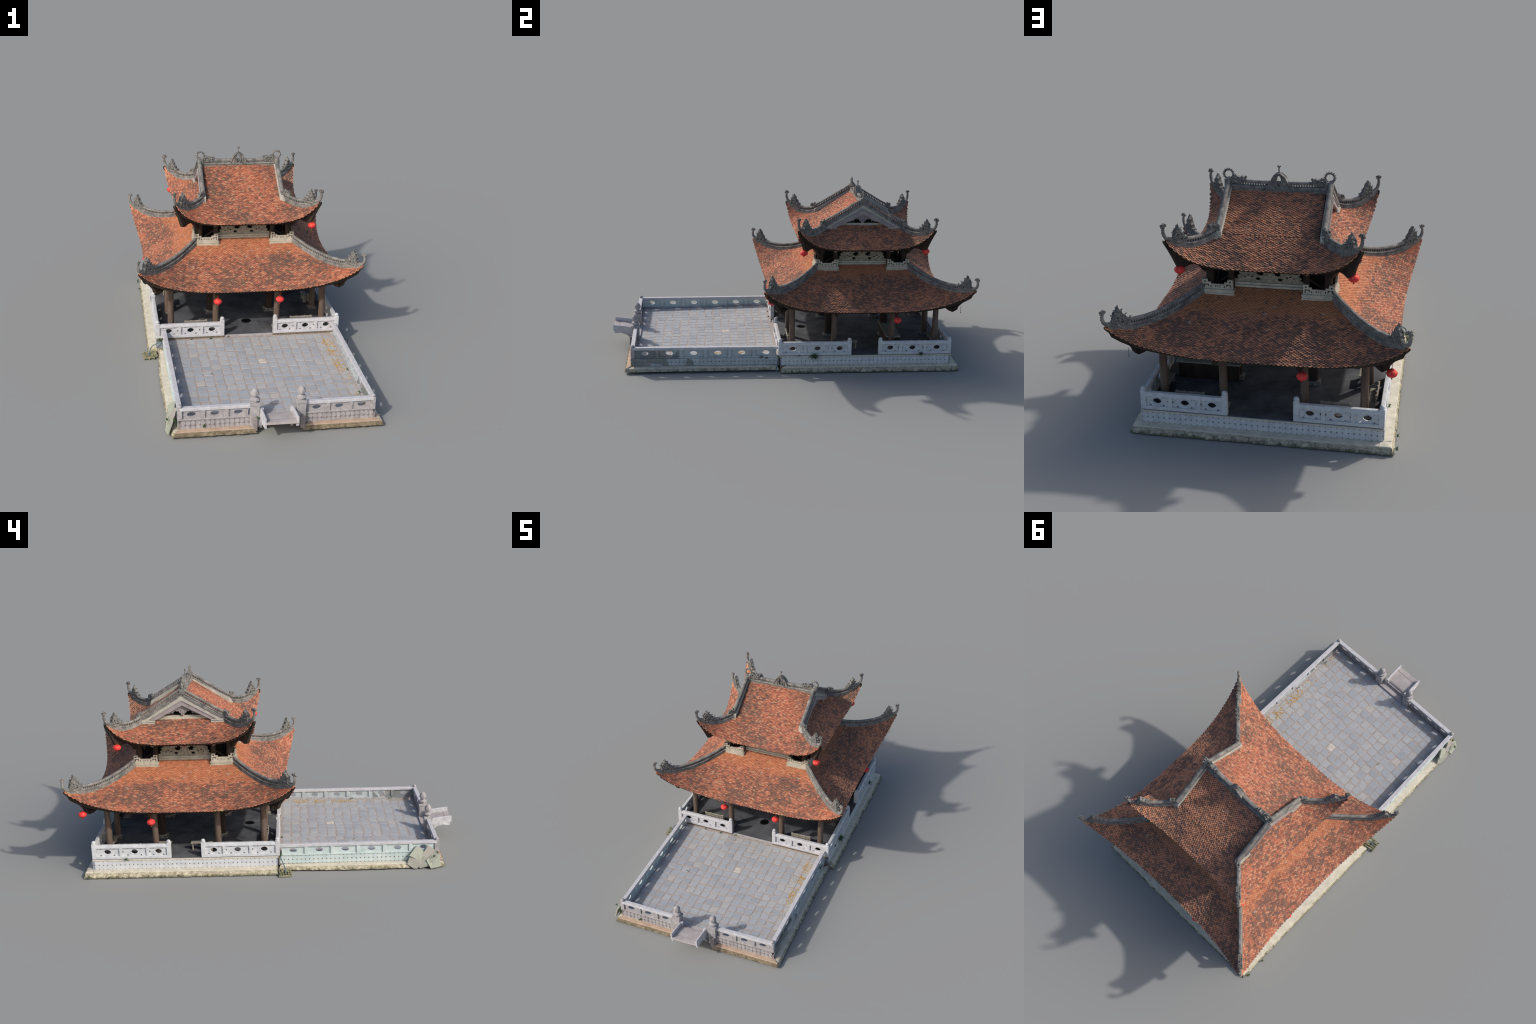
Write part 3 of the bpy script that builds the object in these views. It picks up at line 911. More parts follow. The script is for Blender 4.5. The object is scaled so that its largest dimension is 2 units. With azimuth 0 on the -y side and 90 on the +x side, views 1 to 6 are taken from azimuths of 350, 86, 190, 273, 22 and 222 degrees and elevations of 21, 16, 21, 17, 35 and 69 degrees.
mb.obj('dark_core', M['hole'], storey)  # added dark box standing in for the unlit interior behind the windows

# ------------------------------------------------------------------ platform
def quad_ring(mb, outer, inner):
    """closed frustum between two same-length rings of points, with cap at the end"""
    n = len(outer)
    mb.add(outer + inner, [(i, (i + 1) % n, n + (i + 1) % n, n + i) for i in range(n)])

def rough_plinth(name, edges, mats, parent, seed):
    """edges: list of (p0, p1, normal, top inset, material); bottom battered rubble face, flat mortar ledge on top"""
    for k, (p0, p1, nrm, ledge, zt, mat, zb, bulge, caps) in enumerate(edges):
        mb = MB()
        p0, p1, nrm = Vector((*p0, 0)), Vector((*p1, 0)), Vector((*nrm, 0))
        ln = (p1 - p0).length
        n = max(8, int(ln / 0.0065))
        prof = [(0.0, zb), (-0.001, max(zb + 0.002, 0.006)), (-0.004, 0.012), (-0.006, 0.018), (-0.007, 0.024), (-0.008, zt - 0.003), (-0.011, zt), (-0.011 - ledge * 0.5, zt + 0.001), (-0.011 - ledge - 0.006, zt + 0.0025)]
        W = len(prof)
        vs = []
        for i in range(n + 1):
            t = i / n
            b = p0.lerp(p1, t) + nrm * (bulge * sin(pi * t))
            for j, (o, z) in enumerate(prof):
                q = b + nrm * o
                amp = (0.0042, 0.005, 0.005, 0.0042, 0.003, 0.0018, 0.0012, 0.0, 0.0)[j]
                e = noise.noise(Vector((q.x * 70 + seed, q.y * 70, z * 90))) + 0.6 * noise.noise(Vector((q.x * 19 + seed, q.y * 19, z * 30)))
                mit = min(1.0, min(t, 1 - t) * ln / 0.02)
                q = q + nrm * (amp * e)
                zz = z + (0.0 if j == 0 else amp * 0.35 * noise.noise(Vector((q.x * 50, q.y * 50, seed))))
                # mitre the ends along the neighbouring side
                along = (p1 - p0).normalized()
                q = q + along * ((-o) * (1 - 2 * t) * (1 if k >= 0 else 0)) * (1.0 if abs(o) > 0 else 0)
                vs.append((q.x, q.y, max(0.0, zz)))
        fs = []
        for i in range(n):
            for j in range(W - 1):
                q = i * W + j
                fs.append((q, q + W, q + W + 1, q + 1))
        # inward closing skirt
        o = len(vs)
        for i in range(n + 1):
            q = p0.lerp(p1, i / n) - nrm * (0.03 + ledge)
            vs.append((q.x, q.y, prof[-1][1]))
            vs.append((q.x, q.y, zb))
        for i in range(n):
            a = o + 2 * i
            fs.append((i * W + W - 1, (i + 1) * W + W - 1, a + 2, a))
        nf = len(fs)
        if caps[0]:
            fs.append(tuple(range(W)) + (o, o + 1))
        if caps[1]:
            fs.append(tuple(n * W + k for k in range(W - 1, -1, -1)) + (o + 2 * n + 1, o + 2 * n))
        mb.add(vs, fs)
        ledge_from = 5
        for q in range(n * (W - 1)):
            if q % (W - 1) >= ledge_from:
                mb.mi[q] = 1
        for q in range(n * (W - 1), nf):
            mb.mi[q] = 1
        mb.obj(name, [M[mat], M['ledge_front' if mat == 'rubble_front' else 'ledge_side']], parent, smooth=True)

PX0, PX1, PY0, PY1 = -0.525, 0.515, -0.058, 0.934
rough_plinth('plinth', [((PX0, PY1), (PX0, PY0), (-1, 0), 0.026, 0.031, 'rubble', 0.0, 0.0, (0, 1)),
                        ((PX1, PY0), (PX1, PY1), (1, 0), 0.022, 0.031, 'rubble_side', 0.002, 0.0, (1, 0)),
                        ((PX1, PY1), (PX0, PY1), (0, 1), 0.026, 0.031, 'rubble_side', 0.001, 0.0, (0, 0))], M, root, 3.0)
rough_plinth('plinth', [((-0.472, -0.060), (-0.463, -0.908), (-1, 0), 0.022, 0.026, 'rubble', 0.004, 0.016, (0, 0)),
                        ((-0.462, -0.908), (-0.090, -0.908), (0, -1), 0.020, 0.030, 'rubble_front', 0.009, 0.0, (0, 1)),
                        ((0.115, -0.908), (0.492, -0.905), (0, -1), 0.020, 0.030, 'rubble_front', 0.009, 0.0, (1, 0)),
                        ((0.492, -0.905), (0.484, -0.062), (1, 0), 0.016, 0.026, 'rubble_side', 0.009, 0.0, (0, 0))], M, root, 8.0)
mb = MB()
mb.box((-0.0035, 0.4165, 0.015), (0.945, 0.945, 0.028))
mb.box((0.010, -0.450, 0.016), (0.86, 0.76, 0.014))
mb.obj('foundation', M['ledge'], root)

# pavilion wall + floor
wx0, wx1, wy0, wy1 = -0.484, 0.477, -0.060, 0.891
mb = MB()
mb.box(((wx0 + wx1) / 2, (wy0 + wy1) / 2, 0.058), (wx1 - wx0 - 0.004, wy1 - wy0 - 0.004, 0.056))
pav_wall = mb.obj('pavilion_wall', M['joint_white'], root)
mb = MB()
mb.box(((wx0 + wx1) / 2, (wy0 + wy1) / 2, 0.0865), (wx1 - wx0 - 0.008, wy1 - wy0 - 0.008, 0.005))
mb.obj('pavilion_floor', M['floor'], root)

def wall_tiles(parent, A, B, nrm, z0, rows, pitch, mat, octa=True, r=None, skip=None, jitter=0.0):
    A, B, nrm = Vector((*A, 0)), Vector((*B, 0)), Vector((*nrm, 0))
    ln = (B - A).length
    t = (B - A).normalized()
    n = int(ln / pitch)
    mb = MB()
    rg = random.Random(int(ln * 1000) + int(z0 * 1000))
    for j in range(rows):
        for i in range(n):
            a = (ln - n * pitch) / 2 + (i + 0.5) * pitch
            zc = z0 + (j + 0.5) * pitch
            if skip and skip(A + t * a):
                continue
            if octa:
                h, c = pitch / 2 - 0.00005, 0.0044
                loop = [(-h + c, -h), (h - c, -h), (h, -h + c), (h, h - c), (h - c, h), (-h + c, h), (-h, h - c), (-h, -h + c)]
            else:
                loop = circle(0, 0, r or pitch * 0.485, r or pitch * 0.485, 16)
            if j == rows - 1 or zc + pitch / 2 > z0 + rows * pitch:
                pass
            d = 0.0014 + rg.uniform(0, 0.0006) + jitter * rg.random()
            mb.plate([(a + x, zc + y) for x, y in loop], [], lambda p, q, w: tuple(A + t * p + nrm * w + Vector((0, 0, q))), -0.001, d)
    mb.obj('wall_tiles', M[mat], parent, kind='stuff')

wt = 0.0222
wall_tiles(pav_wall, (wx0 + 0.001, wy1 - 0.002), (wx0 + 0.001, wy0), (-1, 0), 0.0335, 2, wt, 'white')
wall_tiles(pav_wall, (wx1 - 0.001, wy0), (wx1 - 0.001, wy1 - 0.002), (1, 0), 0.0335, 2, wt, 'white')
wall_tiles(pav_wall, (wx1 - 0.002, wy1 - 0.001), (wx0 + 0.002, wy1 - 0.001), (0, 1), 0.0335, 2, wt, 'white')
# mortar course on top of the wall
mb = MB()
zc = 0.0815
for c, s in (((wx0 + 0.006, CY, zc), (0.016, wy1 - wy0 + 0.002, 0.008)), ((wx1 - 0.006, CY, zc), (0.016, wy1 - wy0 + 0.002, 0.008)),
             ((-0.0035, wy1 - 0.006, zc), (wx1 - wx0 - 0.02, 0.016, 0.008))):
    mb.box(c, s)
mb.obj('mortar_course', M['ledge_side'], pav_wall, bevel=0.0015)
mb = MB()
mb.box((-0.3055, wy0 + 0.003, 0.081), (0.349, 0.018, 0.018))
mb.box((0.3005, wy0 + 0.003, 0.081), (0.349, 0.018, 0.018))
mb.obj('mortar_course', M['course'], pav_wall, bevel=0.0015)
mb = MB()
mb.box((-0.003, -0.0545, 0.0815), (0.260, 0.012, 0.0125))
mb.obj('threshold', M['grey'], root, bevel=0.0015)

# ------------------------------------------------------------------ balustrades
def balustrade(name, A, B, z, npan, spec, posts=(1, 1)):
    """A,B plan ends; spec: heights and thicknesses"""
    A, B = Vector((*A, 0)), Vector((*B, 0))
    ln = (B - A).length
    t = (B - A).normalized()
    nrm = Vector((t.y, -t.x, 0))
    rot = math.atan2(t.y, t.x)
    F = lambda a, b, w: tuple(A + t * a + nrm * w + Vector((0, 0, z + b)))
    h0, h1, h2, tw = spec['foot'], spec['panel'], spec['top'], spec['w']
    mb = MB()
    mb.plate([(0, 0), (ln, 0), (ln, h0), (0, h0)], [], F, -tw / 2, tw / 2)
    par = mb.obj(name, M[spec['m']], root, bevel=0.0016)
    # hand rail with rounded shoulders
    mb = MB()
    rw = spec['rw'] / 2
    n = 12
    path = []
    for i in range(n + 1):
        p = A + t * (ln * i / n)
        wob = 0.0006 * noise.noise(Vector((p.x * 9, p.y * 9, 4.0)))
        path.append((p.x, p.y, z + h1 + wob))
    hh = h2 - h1
    if spec.get('square'):
        mb.sweep(path, [(-rw, 0), (rw, 0), (rw, hh * 0.86), (rw * 0.86, hh), (-rw * 0.86, hh), (-rw, hh * 0.86)])
    else:
        mb.sweep(path, [(-rw, 0), (rw, 0), (rw, hh * 0.62), (rw * 0.72, hh * 0.95), (0, hh), (-rw * 0.72, hh * 0.95), (-rw, hh * 0.62)])
    mb.obj('handrail', M[spec['mr']], par, smooth=True)
    ws = spec.get('weights', [1] * npan)
    tot = sum(ws)
    x = 0.0
    pw = spec['pw']
    usable = ln
    for i in range(npan):
        x0 = x
        x1 = x + usable * ws[i] / tot
        x = x1
        a, b = x0 + pw / 2, x1 - pw / 2
        c, hb = (a + b) / 2, (h0 + h1) / 2
        o = []
        def notch(pts):
            o.extend(pts)
        if spec.get('notch'):
            g = 0.0072
            w = b - a
            q1, q3 = a + w * 0.22, a + w * 0.78
            notch([(a, h0), (q1 - g, h0), (q1, h0 + g * 1.1), (q1 + g, h0), (q3 - g, h0), (q3, h0 + g * 1.1), (q3 + g, h0), (b, h0), (b, hb - g), (b - g * 0.9, hb), (b, hb + g), (b, h1),
                   (q3 + g, h1), (q3, h1 - g), (q3 - g, h1), (q1 + g, h1), (q1, h1 - g), (q1 - g, h1), (a, h1), (a, hb + g), (a + g * 0.9, hb), (a, hb - g)])
        else:
            o = [(a, h0), (b, h0), (b, h1), (a, h1)]
        oa, ob = spec['oval']
        oa = min(oa, (b - a) * 0.24)
        oval = []
        for k in range(18):
            th = 2 * pi * k / 18
            cc, ss = cos(th), sin(th)
            oval.append((c + oa * cc, hb + ob * ss * (abs(ss) ** 0.25 if spec.get('notch') else 1.0)))
        mb = MB()
        tp = spec['tp'] / 2
        mb.plate(o, [oval], F, -tp, tp)
        if spec.get('notch'):   # raised oval frame
            for w in (-tp, tp):
                mb.tube([F(c + (oa + 0.003) * cos(th), hb + (ob + 0.0025) * sin(th), w) for th in [2 * pi * k / 18 for k in range(19)]], 0.0016, 5)
        else:
            for w in (-tp, tp):   # border line of the sunk field
                for e in ([(a + 0.007, h0 + 0.004), (a + 0.007, h1 - 0.004)], [(b - 0.007, h0 + 0.004), (b - 0.007, h1 - 0.004)]):
                    mb.tube([F(e[0][0], e[0][1], w), F(e[1][0], e[1][1], w)], 0.0008, 4)
        mb.obj('panel', M[spec['mp']], par)
        if i < npan - 1:
            mb = MB()
            mb.plate([(x1 - pw / 2, h0 - 0.001), (x1 + pw / 2, h0 - 0.001), (x1 + pw / 2, h1 + 0.001), (x1 - pw / 2, h1 + 0.001)], [], F, -tw * 0.47, tw * 0.47)
            mb.obj('baluster', M[spec['m']], par, bevel=0.001)
    s = spec['post']
    for flag, p in zip(posts, (A, B)):
        if not flag:
            continue
        mb = MB()
        hp = spec['ph'] if flag == 1 else spec['ph'] + 0.007
        mb.box((p.x, p.y, z + hp / 2), (s, s, hp), rot)
        mb.lathe((p.x, p.y, z + hp), [(s * 0.44, -0.001), (s * 0.40, 0.0018), (s * 0.50, 0.004), (s * 0.50, 0.008), (s * 0.36, 0.0125), (s * 0.12, 0.0150)], 12)
        mb.obj('post', M[spec['m']], par, smooth=True, bevel=0.0012)
    return par

PAV = dict(foot=0.015, panel=0.058, top=0.076, w=0.021, rw=0.0200, pw=0.0155, tp=0.0065, oval=(0.0172, 0.0122), notch=True, m='white', mr='white', mp='white', post=0.0214, ph=0.082)
z = 0.0885
bx0, bx1, by0, by1 = -0.474, 0.467, -0.058, 0.880
balustrade('balustrade', (bx0, by0), (-0.140, by0), z, 3, dict(PAV, m='greyrail', mr='greyrail', mp='greyrail', weights=[1, 1.0, 0.95]), (1, 2))
balustrade('balustrade', (0.138, by0), (bx1, by0), z, 3, dict(PAV, m='greyrail', mr='greyrail', mp='greyrail', weights=[0.95, 1.0, 1.0]), (2, 0))
balustrade('balustrade', (bx1, by0), (bx1, 0.324), z, 3, dict(PAV, weights=[1.15, 1.15, 0.9]), (1, 1))
balustrade('balustrade', (bx1, 0.496), (bx1, by1), z, 3, dict(PAV, weights=[0.9, 1.1, 1.1]), (1, 0))
balustrade('balustrade', (bx1, by1), (0.138, by1), z, 3, dict(PAV, weights=[1.05, 1.1, 1.0]), (1, 2))
balustrade('balustrade', (-0.144, by1), (bx0, by1), z, 3, dict(PAV, weights=[1.0, 1.1, 1.05]), (2, 0))
balustrade('balustrade', (bx0, by1), (bx0, 0.495), z, 3, dict(PAV, weights=[1.15, 1.15, 0.9]), (1, 1))
balustrade('balustrade', (bx0, 0.319), (bx0, by0), z, 3, dict(PAV, weights=[0.9, 1.15, 1.15]), (1, 0))

# terrace: the court falls gently toward the gate
def court_z(y):
    return 0.0785 + (y + 0.09) * 0.0197
TER = dict(foot=0.007, panel=0.0475, top=0.061, w=0.020, rw=0.022, pw=0.017, tp=0.0065, square=True, oval=(0.0195, 0.0115), m='grey', mr='greyrail', mp='grey', post=0.0216, ph=0.060)
tz = 0.0735
tw_sw, tw_nw, tw_se, tw_ne = (-0.429, -0.867), (-0.441, -0.070), (0.444, -0.863), (0.449, -0.070)
# retaining walls under the balustrades
terr = MB()
outline = [(tw_sw[0] - 0.006, -0.876), (-0.092, -0.876), (-0.092, -0.815), (0.118, -0.815), (0.118, -0.875), (tw_se[0] + 0.012, -0.873), (tw_ne[0] + 0.006, -0.062), (tw_nw[0] - 0.005, -0.062)]
terr.plate(outline, [], lambda a, b, t: (a, b, t), 0.022, 0.0575)
terr = terr.obj('terrace', M['joint'], root)
mb = MB()   # rim walls rise to the balustrade foot
for a, b, w in (((tw_sw[0] + 0.004, -0.867), (-0.094, -0.867), 0.017), ((0.120, -0.866), (tw_se[0] + 0.002, -0.864), 0.017), ((tw_sw[0] + 0.0025, -0.862), (tw_nw[0] + 0.0035, -0.064), 0.0165), ((tw_se[0] + 0.0035, -0.860), (tw_ne[0] - 0.002, -0.064), 0.0165)):
    mb.sweep([(a[0], a[1], 0.030), (b[0], b[1], 0.030)], [(-w / 2, 0), (w / 2, 0), (w / 2, 0.0428), (-w / 2, 0.0428)])
mb.obj('rim_wall', M['joint'], terr)
mb = MB()
mb.plate([(-0.420, -0.862), (0.434, -0.862), (0.440, -0.062), (-0.432, -0.062)], [], lambda a, b, t: (a, b, court_z(b) - 0.0014 if t else 0.056), 0, 1)
bed = mb.obj('sand_bed', M['bed'], terr)
wall_tiles(terr, (tw_sw[0] - 0.005, -0.876), (-0.090, -0.876), (0, -1), 0.0272, 2, 0.0216, 'grey', octa=False)
wall_tiles(terr, (0.118, -0.8755), (0.452, -0.8735), (0, -1), 0.0272, 2, 0.0216, 'grey', octa=False)
wall_tiles(terr, (tw_nw[0] - 0.005, -0.066), (tw_sw[0] - 0.006, -0.870), (-1, -0.01), 0.030, 2, 0.0216, 'mint')
wall_tiles(terr, (tw_se[0] + 0.0115, -0.870), (tw_ne[0] + 0.006, -0.066), (1, 0.005), 0.030, 2, 0.0216, 'patchy', jitter=0.001)
balustrade('terrace_balustrade', tw_sw, (-0.118, -0.868), tz, 3, TER, (1, 0))
balustrade('terrace_balustrade', (0.132, -0.867), tw_se, tz, 3, TER, (0, 1))
balustrade('terrace_balustrade', tw_nw, tw_sw, tz, 6, dict(TER, m='mint', mp='mint'), (0, 0))
balustrade('terrace_balustrade', tw_se, tw_ne, tz, 6, dict(TER, m='patchy', mp='patchy'), (0, 0))
# inner kerb of the side walls
mb = MB()
for x0, x1 in ((-0.420, -0.431), (0.4345, 0.4395)):
    mb.sweep([(x0, -0.855, court_z(-0.855) - 0.004), (x1, -0.075, court_z(-0.075) - 0.004)], [(-0.007, 0), (0.007, 0), (0.007, 0.011), (-0.007, 0.012)])
mb.obj('kerb', M['grey'], terr, bevel=0.001)

# paving: 18 x 16 hand-cut stones, shared shapes
def stone_mesh(i):
    rg = random.Random(500 + i)
    mb = MB()
    h = 0.0212
    ring = []
    corner = [(1, 1), (-1, 1), (-1, -1), (1, -1)]
    for q, (sx, sy) in enumerate(corner):
        r = rg.uniform(0.0035, 0.0095)
        cx, cy = sx * (h - r + rg.uniform(-0.0030, 0.0014)), sy * (h - r + rg.uniform(-0.0030, 0.0014))
        a0 = q * pi / 2
        for k in range(4):
            a = a0 + k * pi / 6
            ring.append((cx + r * cos(a), cy + r * sin(a)))
    n = len(ring)
    vs = [(x, y, 0) for x, y in ring] + [(x * 0.985, y * 0.985, 0.0022) for x, y in ring] + [(x * 0.95, y * 0.95, 0.0026) for x, y in ring]
    fs = []
    for l in (0, 1):
        for k in range(n):
            k2 = (k + 1) % n
            fs.append((l * n + k, l * n + k2, (l + 1) * n + k2, (l + 1) * n + k))
    fs.append(tuple(2 * n + k for k in range(n)))
    mb.add(vs, fs)
    return mb
stones = [stone_mesh(i).mesh('paving_stone', M['pave']) for i in range(20)]
pale = [stone_mesh(40 + i).mesh('paving_stone', M['pave_pale']) for i in range(3)]
rng = random.Random(77)
NX, NY = 18, 16
y0, y1 = -0.856, -0.078
for j in range(NY):
    yy = y0 + (y1 - y0) * (j + 0.5) / NY
    for i in range(NX):
        f = (i + 0.5) / NX
        x0 = -0.414 - 0.012 * j / NY
        x1 = 0.427 + 0.004 * j / NY
        xx = x0 + (x1 - x0) * f
        oy = 0.0025 * sin(i * 1.7) + rng.uniform(-0.0022, 0.0022)
        if i in (4, 10, 15):
            oy += 0.010
        if yy + oy > y1 - 0.021:
            oy = y1 - 0.022 - yy
        me = rng.choice(stones)
        if (i, j) in ((9, 10),):
            me = pale[(i + j) % 3]
        sx = (x1 - x0) / NX / 0.0468
        sy = (y1 - y0) / NY / 0.0470
        place('paving_stone', me, bed, (xx + rng.uniform(-0.0015, 0.0015), yy + oy, court_z(yy + oy) - 0.0030 + rng.uniform(-0.0004, 0.0004)), rng.choice((0, pi / 2, pi, -pi / 2)) + rng.uniform(-0.05, 0.05),
              (sx * rng.uniform(0.96, 1.03), sy * rng.uniform(0.96, 1.03), 1))

# fallen leaves along the +x wall and a few everywhere
def leaf_blade(mb, c, ln, w, yaw, pitch, roll=0.0, th=0.0003):
    R = Matrix.Rotation(yaw, 4, 'Z') @ Matrix.Rotation(pitch, 4, 'Y') @ Matrix.Rotation(roll, 4, 'X')
    pts = [(0, 0, 0), (ln * 0.35, w / 2, 0.0004), (ln * 0.75, w * 0.35, 0), (ln, 0, -0.0006), (ln * 0.75, -w * 0.35, 0), (ln * 0.35, -w / 2, 0.0004)]
    vs = [Vector(c) + R @ Vector(p) for p in pts] + [Vector(c) + R @ (Vector(p) - Vector((0, 0, th))) for p in pts]
    fs = [(0, 1, 2, 3, 4, 5), (11, 10, 9, 8, 7, 6)] + [(k, (k + 1) % 6, (k + 1) % 6 + 6, k + 6) for k in range(6)]
    mb.add(vs, fs)
rng = random.Random(21)
mb = MB()
for k in range(520):
    if k < 250:
        yy = rng.choice((-0.17, -0.20, -0.28, -0.30, -0.40, -0.43, -0.47)) + rng.gauss(0, 0.018)
        xx = 0.388 + rng.gauss(0, 0.014)
    elif k < 380:
        yy = rng.uniform(-0.84, -0.09)
        xx = 0.424 - abs(rng.gauss(0, 0.018))
    elif k < 440:
        xx, yy = rng.uniform(-0.40, 0.41), -0.852 + abs(rng.gauss(0, 0.008))
    else:
        xx, yy = 0.42 - abs(rng.gauss(0, 0.30)), rng.uniform(-0.84, -0.07)
    if xx < -0.41 or xx > 0.43:
        continue
    leaf_blade(mb, (xx, yy, court_z(yy) + 0.0010), rng.uniform(0.004, 0.0068), 0.0036, rng.uniform(0, 6.3), rng.uniform(-0.15, 0.1))
mb.obj('fallen_leaves', M['dry'], terr, kind='stuff')

# gate pillars with lotus bud finials
for gx in (-0.0975, 0.1115):
    mb = MB()
    mb.box((gx, -0.868, 0.080), (0.041, 0.043, 0.108))
    mb.box((gx, -0.868, 0.1395), (0.047, 0.048, 0.013))
    gp = mb.obj('gate_pillar', M['grey'], root, bevel=0.002)
    mb = MB()
    mb.lathe((gx, -0.868, 0.146), [(0.0165, 0), (0.0155, 0.003), (0.0205, 0.007), (0.0220, 0.012), (0.0200, 0.017), (0.0120, 0.0205), (0.0095, 0.023), (0.0130, 0.027), (0.0168, 0.034),
                                   (0.0175, 0.043), (0.0150, 0.053), (0.0095, 0.061), (0.0030, 0.0655)], 18)
    for k in range(8):
        a = k * pi / 4
        mb.tube([(gx + r * cos(a), -0.868 + r * sin(a), 0.146 + zz) for r, zz in ((0.012, 0.027), (0.0172, 0.036), (0.0168, 0.047), (0.006, 0.064))], 0.0016, 5)
        mb.sphere((gx + 0.020 * cos(a), -0.868 + 0.020 * sin(a), 0.158), 0.0040, 6, 5)
    mb.obj('lotus_finial', M['grey'], gp, smooth=True)

# footbridge stub
mb = MB()
mb.plate([(-0.878, 0.088), (-0.878, 0.074), (-0.900, 0.080), (-0.950, 0.094), (-1.000, 0.100), (-1.000, 0.111), (-0.940, 0.106), (-0.890, 0.096), (-0.886, 0.088)], [],
         lambda a, b, t: (t, a, b), -0.066, 0.070)
bridge = mb.obj('footbridge', M['deck'], root, bevel=0.001)
mb = MB()
mb.box((0.010, -0.862, 0.0665), (0.170, 0.040, 0.012))
mb.obj('gate_step', M['deck'], bridge, bevel=0.001)
mb = MB()
for yj in (-0.895, -0.937, -0.972):
    mb.box((0.002, yj, 0.0951 + (-(yj) - 0.89) * 0.155 + (0.0002 if yj < -0.96 else 0.001)), (0.134, 0.0009, 0.003))
mb.obj('slab_joint', M['joint'], bridge)
for bx in (-0.070, 0.0735):
    mb = MB()
    mb.sweep([(bx, -0.882, 0.096), (bx, -0.92, 0.103), (bx, -0.96, 0.108), (bx, -0.999, 0.112)], [(-0.0045, -0.012), (0.0045, -0.012), (0.0045, 0.020), (0.002, 0.022), (-0.002, 0.022), (-0.0045, 0.020)])
    mb.box((bx + (0.003 if bx < 0 else -0.004), -0.883, 0.102), (0.016, 0.014, 0.032))
    # broken abutment below
    rg = random.Random(int(bx * 1000))
    vs, fs = [], []
    prof = [(-0.872, 0.012), (-0.888, 0.034), (-0.902, 0.058), (-0.924, 0.078), (-0.955, 0.086), (-0.992, 0.080)]
    for yy, zz in prof:
        o = rg.uniform(-0.004, 0.004)
        vs += [(bx - 0.006 + o, yy, zz + rg.uniform(-0.004, 0.004)), (bx + 0.006 + o, yy, zz + rg.uniform(-0.004, 0.004)), (bx + 0.006, yy, max(zz + 0.006, 0.094 + (-yy - 0.88) * 0.1)), (bx - 0.006, yy, max(zz + 0.006, 0.094 + (-yy - 0.88) * 0.1))]
    for i in range(len(prof) - 1):
        for k in range(4):
            fs.append((4 * i + k, 4 * i + (k + 1) % 4, 4 * i + 4 + (k + 1) % 4, 4 * i + 4 + k))
    fs += [(0, 1, 2, 3), (4 * len(prof) - 4, 4 * len(prof) - 3, 4 * len(prof) - 2, 4 * len(prof) - 1)]
    mb.add(vs, fs)
    mb.obj('bridge_kerb', M['greyrail'], bridge, bevel=0.001)
mb = MB()
mb.box((-0.096, -0.884, 0.046), (0.018, 0.036, 0.064))
mb.box((0.118, -0.884, 0.046), (0.022, 0.036, 0.064))
mb.obj('abutment', M['joint'], bridge, bevel=0.003)

# ------------------------------------------------------------------ columns and beams
col = MB()
col.lathe((0, 0, 0), [(0.0168, 0), (0.0165, 0.08), (0.0155, 0.20), (0.0148, 0.312)], 18)
col = col.mesh('column', M['column'], smooth=True)
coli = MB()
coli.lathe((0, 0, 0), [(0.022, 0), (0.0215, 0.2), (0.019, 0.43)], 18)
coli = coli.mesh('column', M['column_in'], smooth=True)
basem = MB()
basem.box((0, 0, 0.003), (0.058, 0.058, 0.008))
basem.lathe((0, 0, 0.006), [(0.026, 0), (0.027, 0.004), (0.024, 0.009)], 16)
basem = basem.mesh('column_base', M['ridge_dark'])
FZ = 0.089
pos = [-0.401, -0.166, 0.158, 0.400]
for i, a in enumerate(pos):
    for j, b in enumerate(pos):
        x, y = a, CY - 0.003 + b
        edge = i in (0, 3) or j in (0, 3)
        ob = place('column', col if edge else coli, root, (x, y, FZ), 0)
        place('column_base', basem, ob, (0, 0, 0), 0, (0.8, 0.8, 1) if edge else (1.1, 1.1, 1))
mb = MB()
for s in (-1, 1):
    mb.box((0, CY - 0.003 + s * 0.4005, 0.386), (0.83, 0.016, 0.022))
    mb.box((s * 0.4005, CY - 0.003, 0.387), (0.016, 0.83, 0.022))
    mb.box((0, CY - 0.003 + s * 0.162, 0.440), (0.36, 0.02, 0.03))
    mb.box((s * 0.162, CY - 0.003, 0.441), (0.02, 0.36, 0.03))
    for b in (-0.164, 0.160):
        mb.box((s * 0.285, CY - 0.003 + b, 0.392), (0.24, 0.013, 0.018))
        mb.box((b, CY - 0.003 + s * 0.285, 0.393), (0.013, 0.24, 0.018))
mb.obj('beam', M['wood'], root)
# carved brackets reaching out under the eaves at each bay
mb = MB()
for side in range(4):
    for u in (-0.168, 0.160):
        p = side_xyz(side, u, 0.432, 0)
        q = side_xyz(side, u, 0.482, 0)
        rot = side * pi / 2
        sx, sy = (0.016, 0.084) if side in (0, 2) else (0.084, 0.016)
        mb.box((p.x, p.y, 0.349), (sx, sy, 0.018))
        mb.lathe((q.x, q.y, 0.312), [(0.006, 0), (0.0105, 0.006), (0.0125, 0.016), (0.0115, 0.024), (0.0125, 0.030)], 10)
mb.obj('bracket', M['soffit'], root, smooth=True)

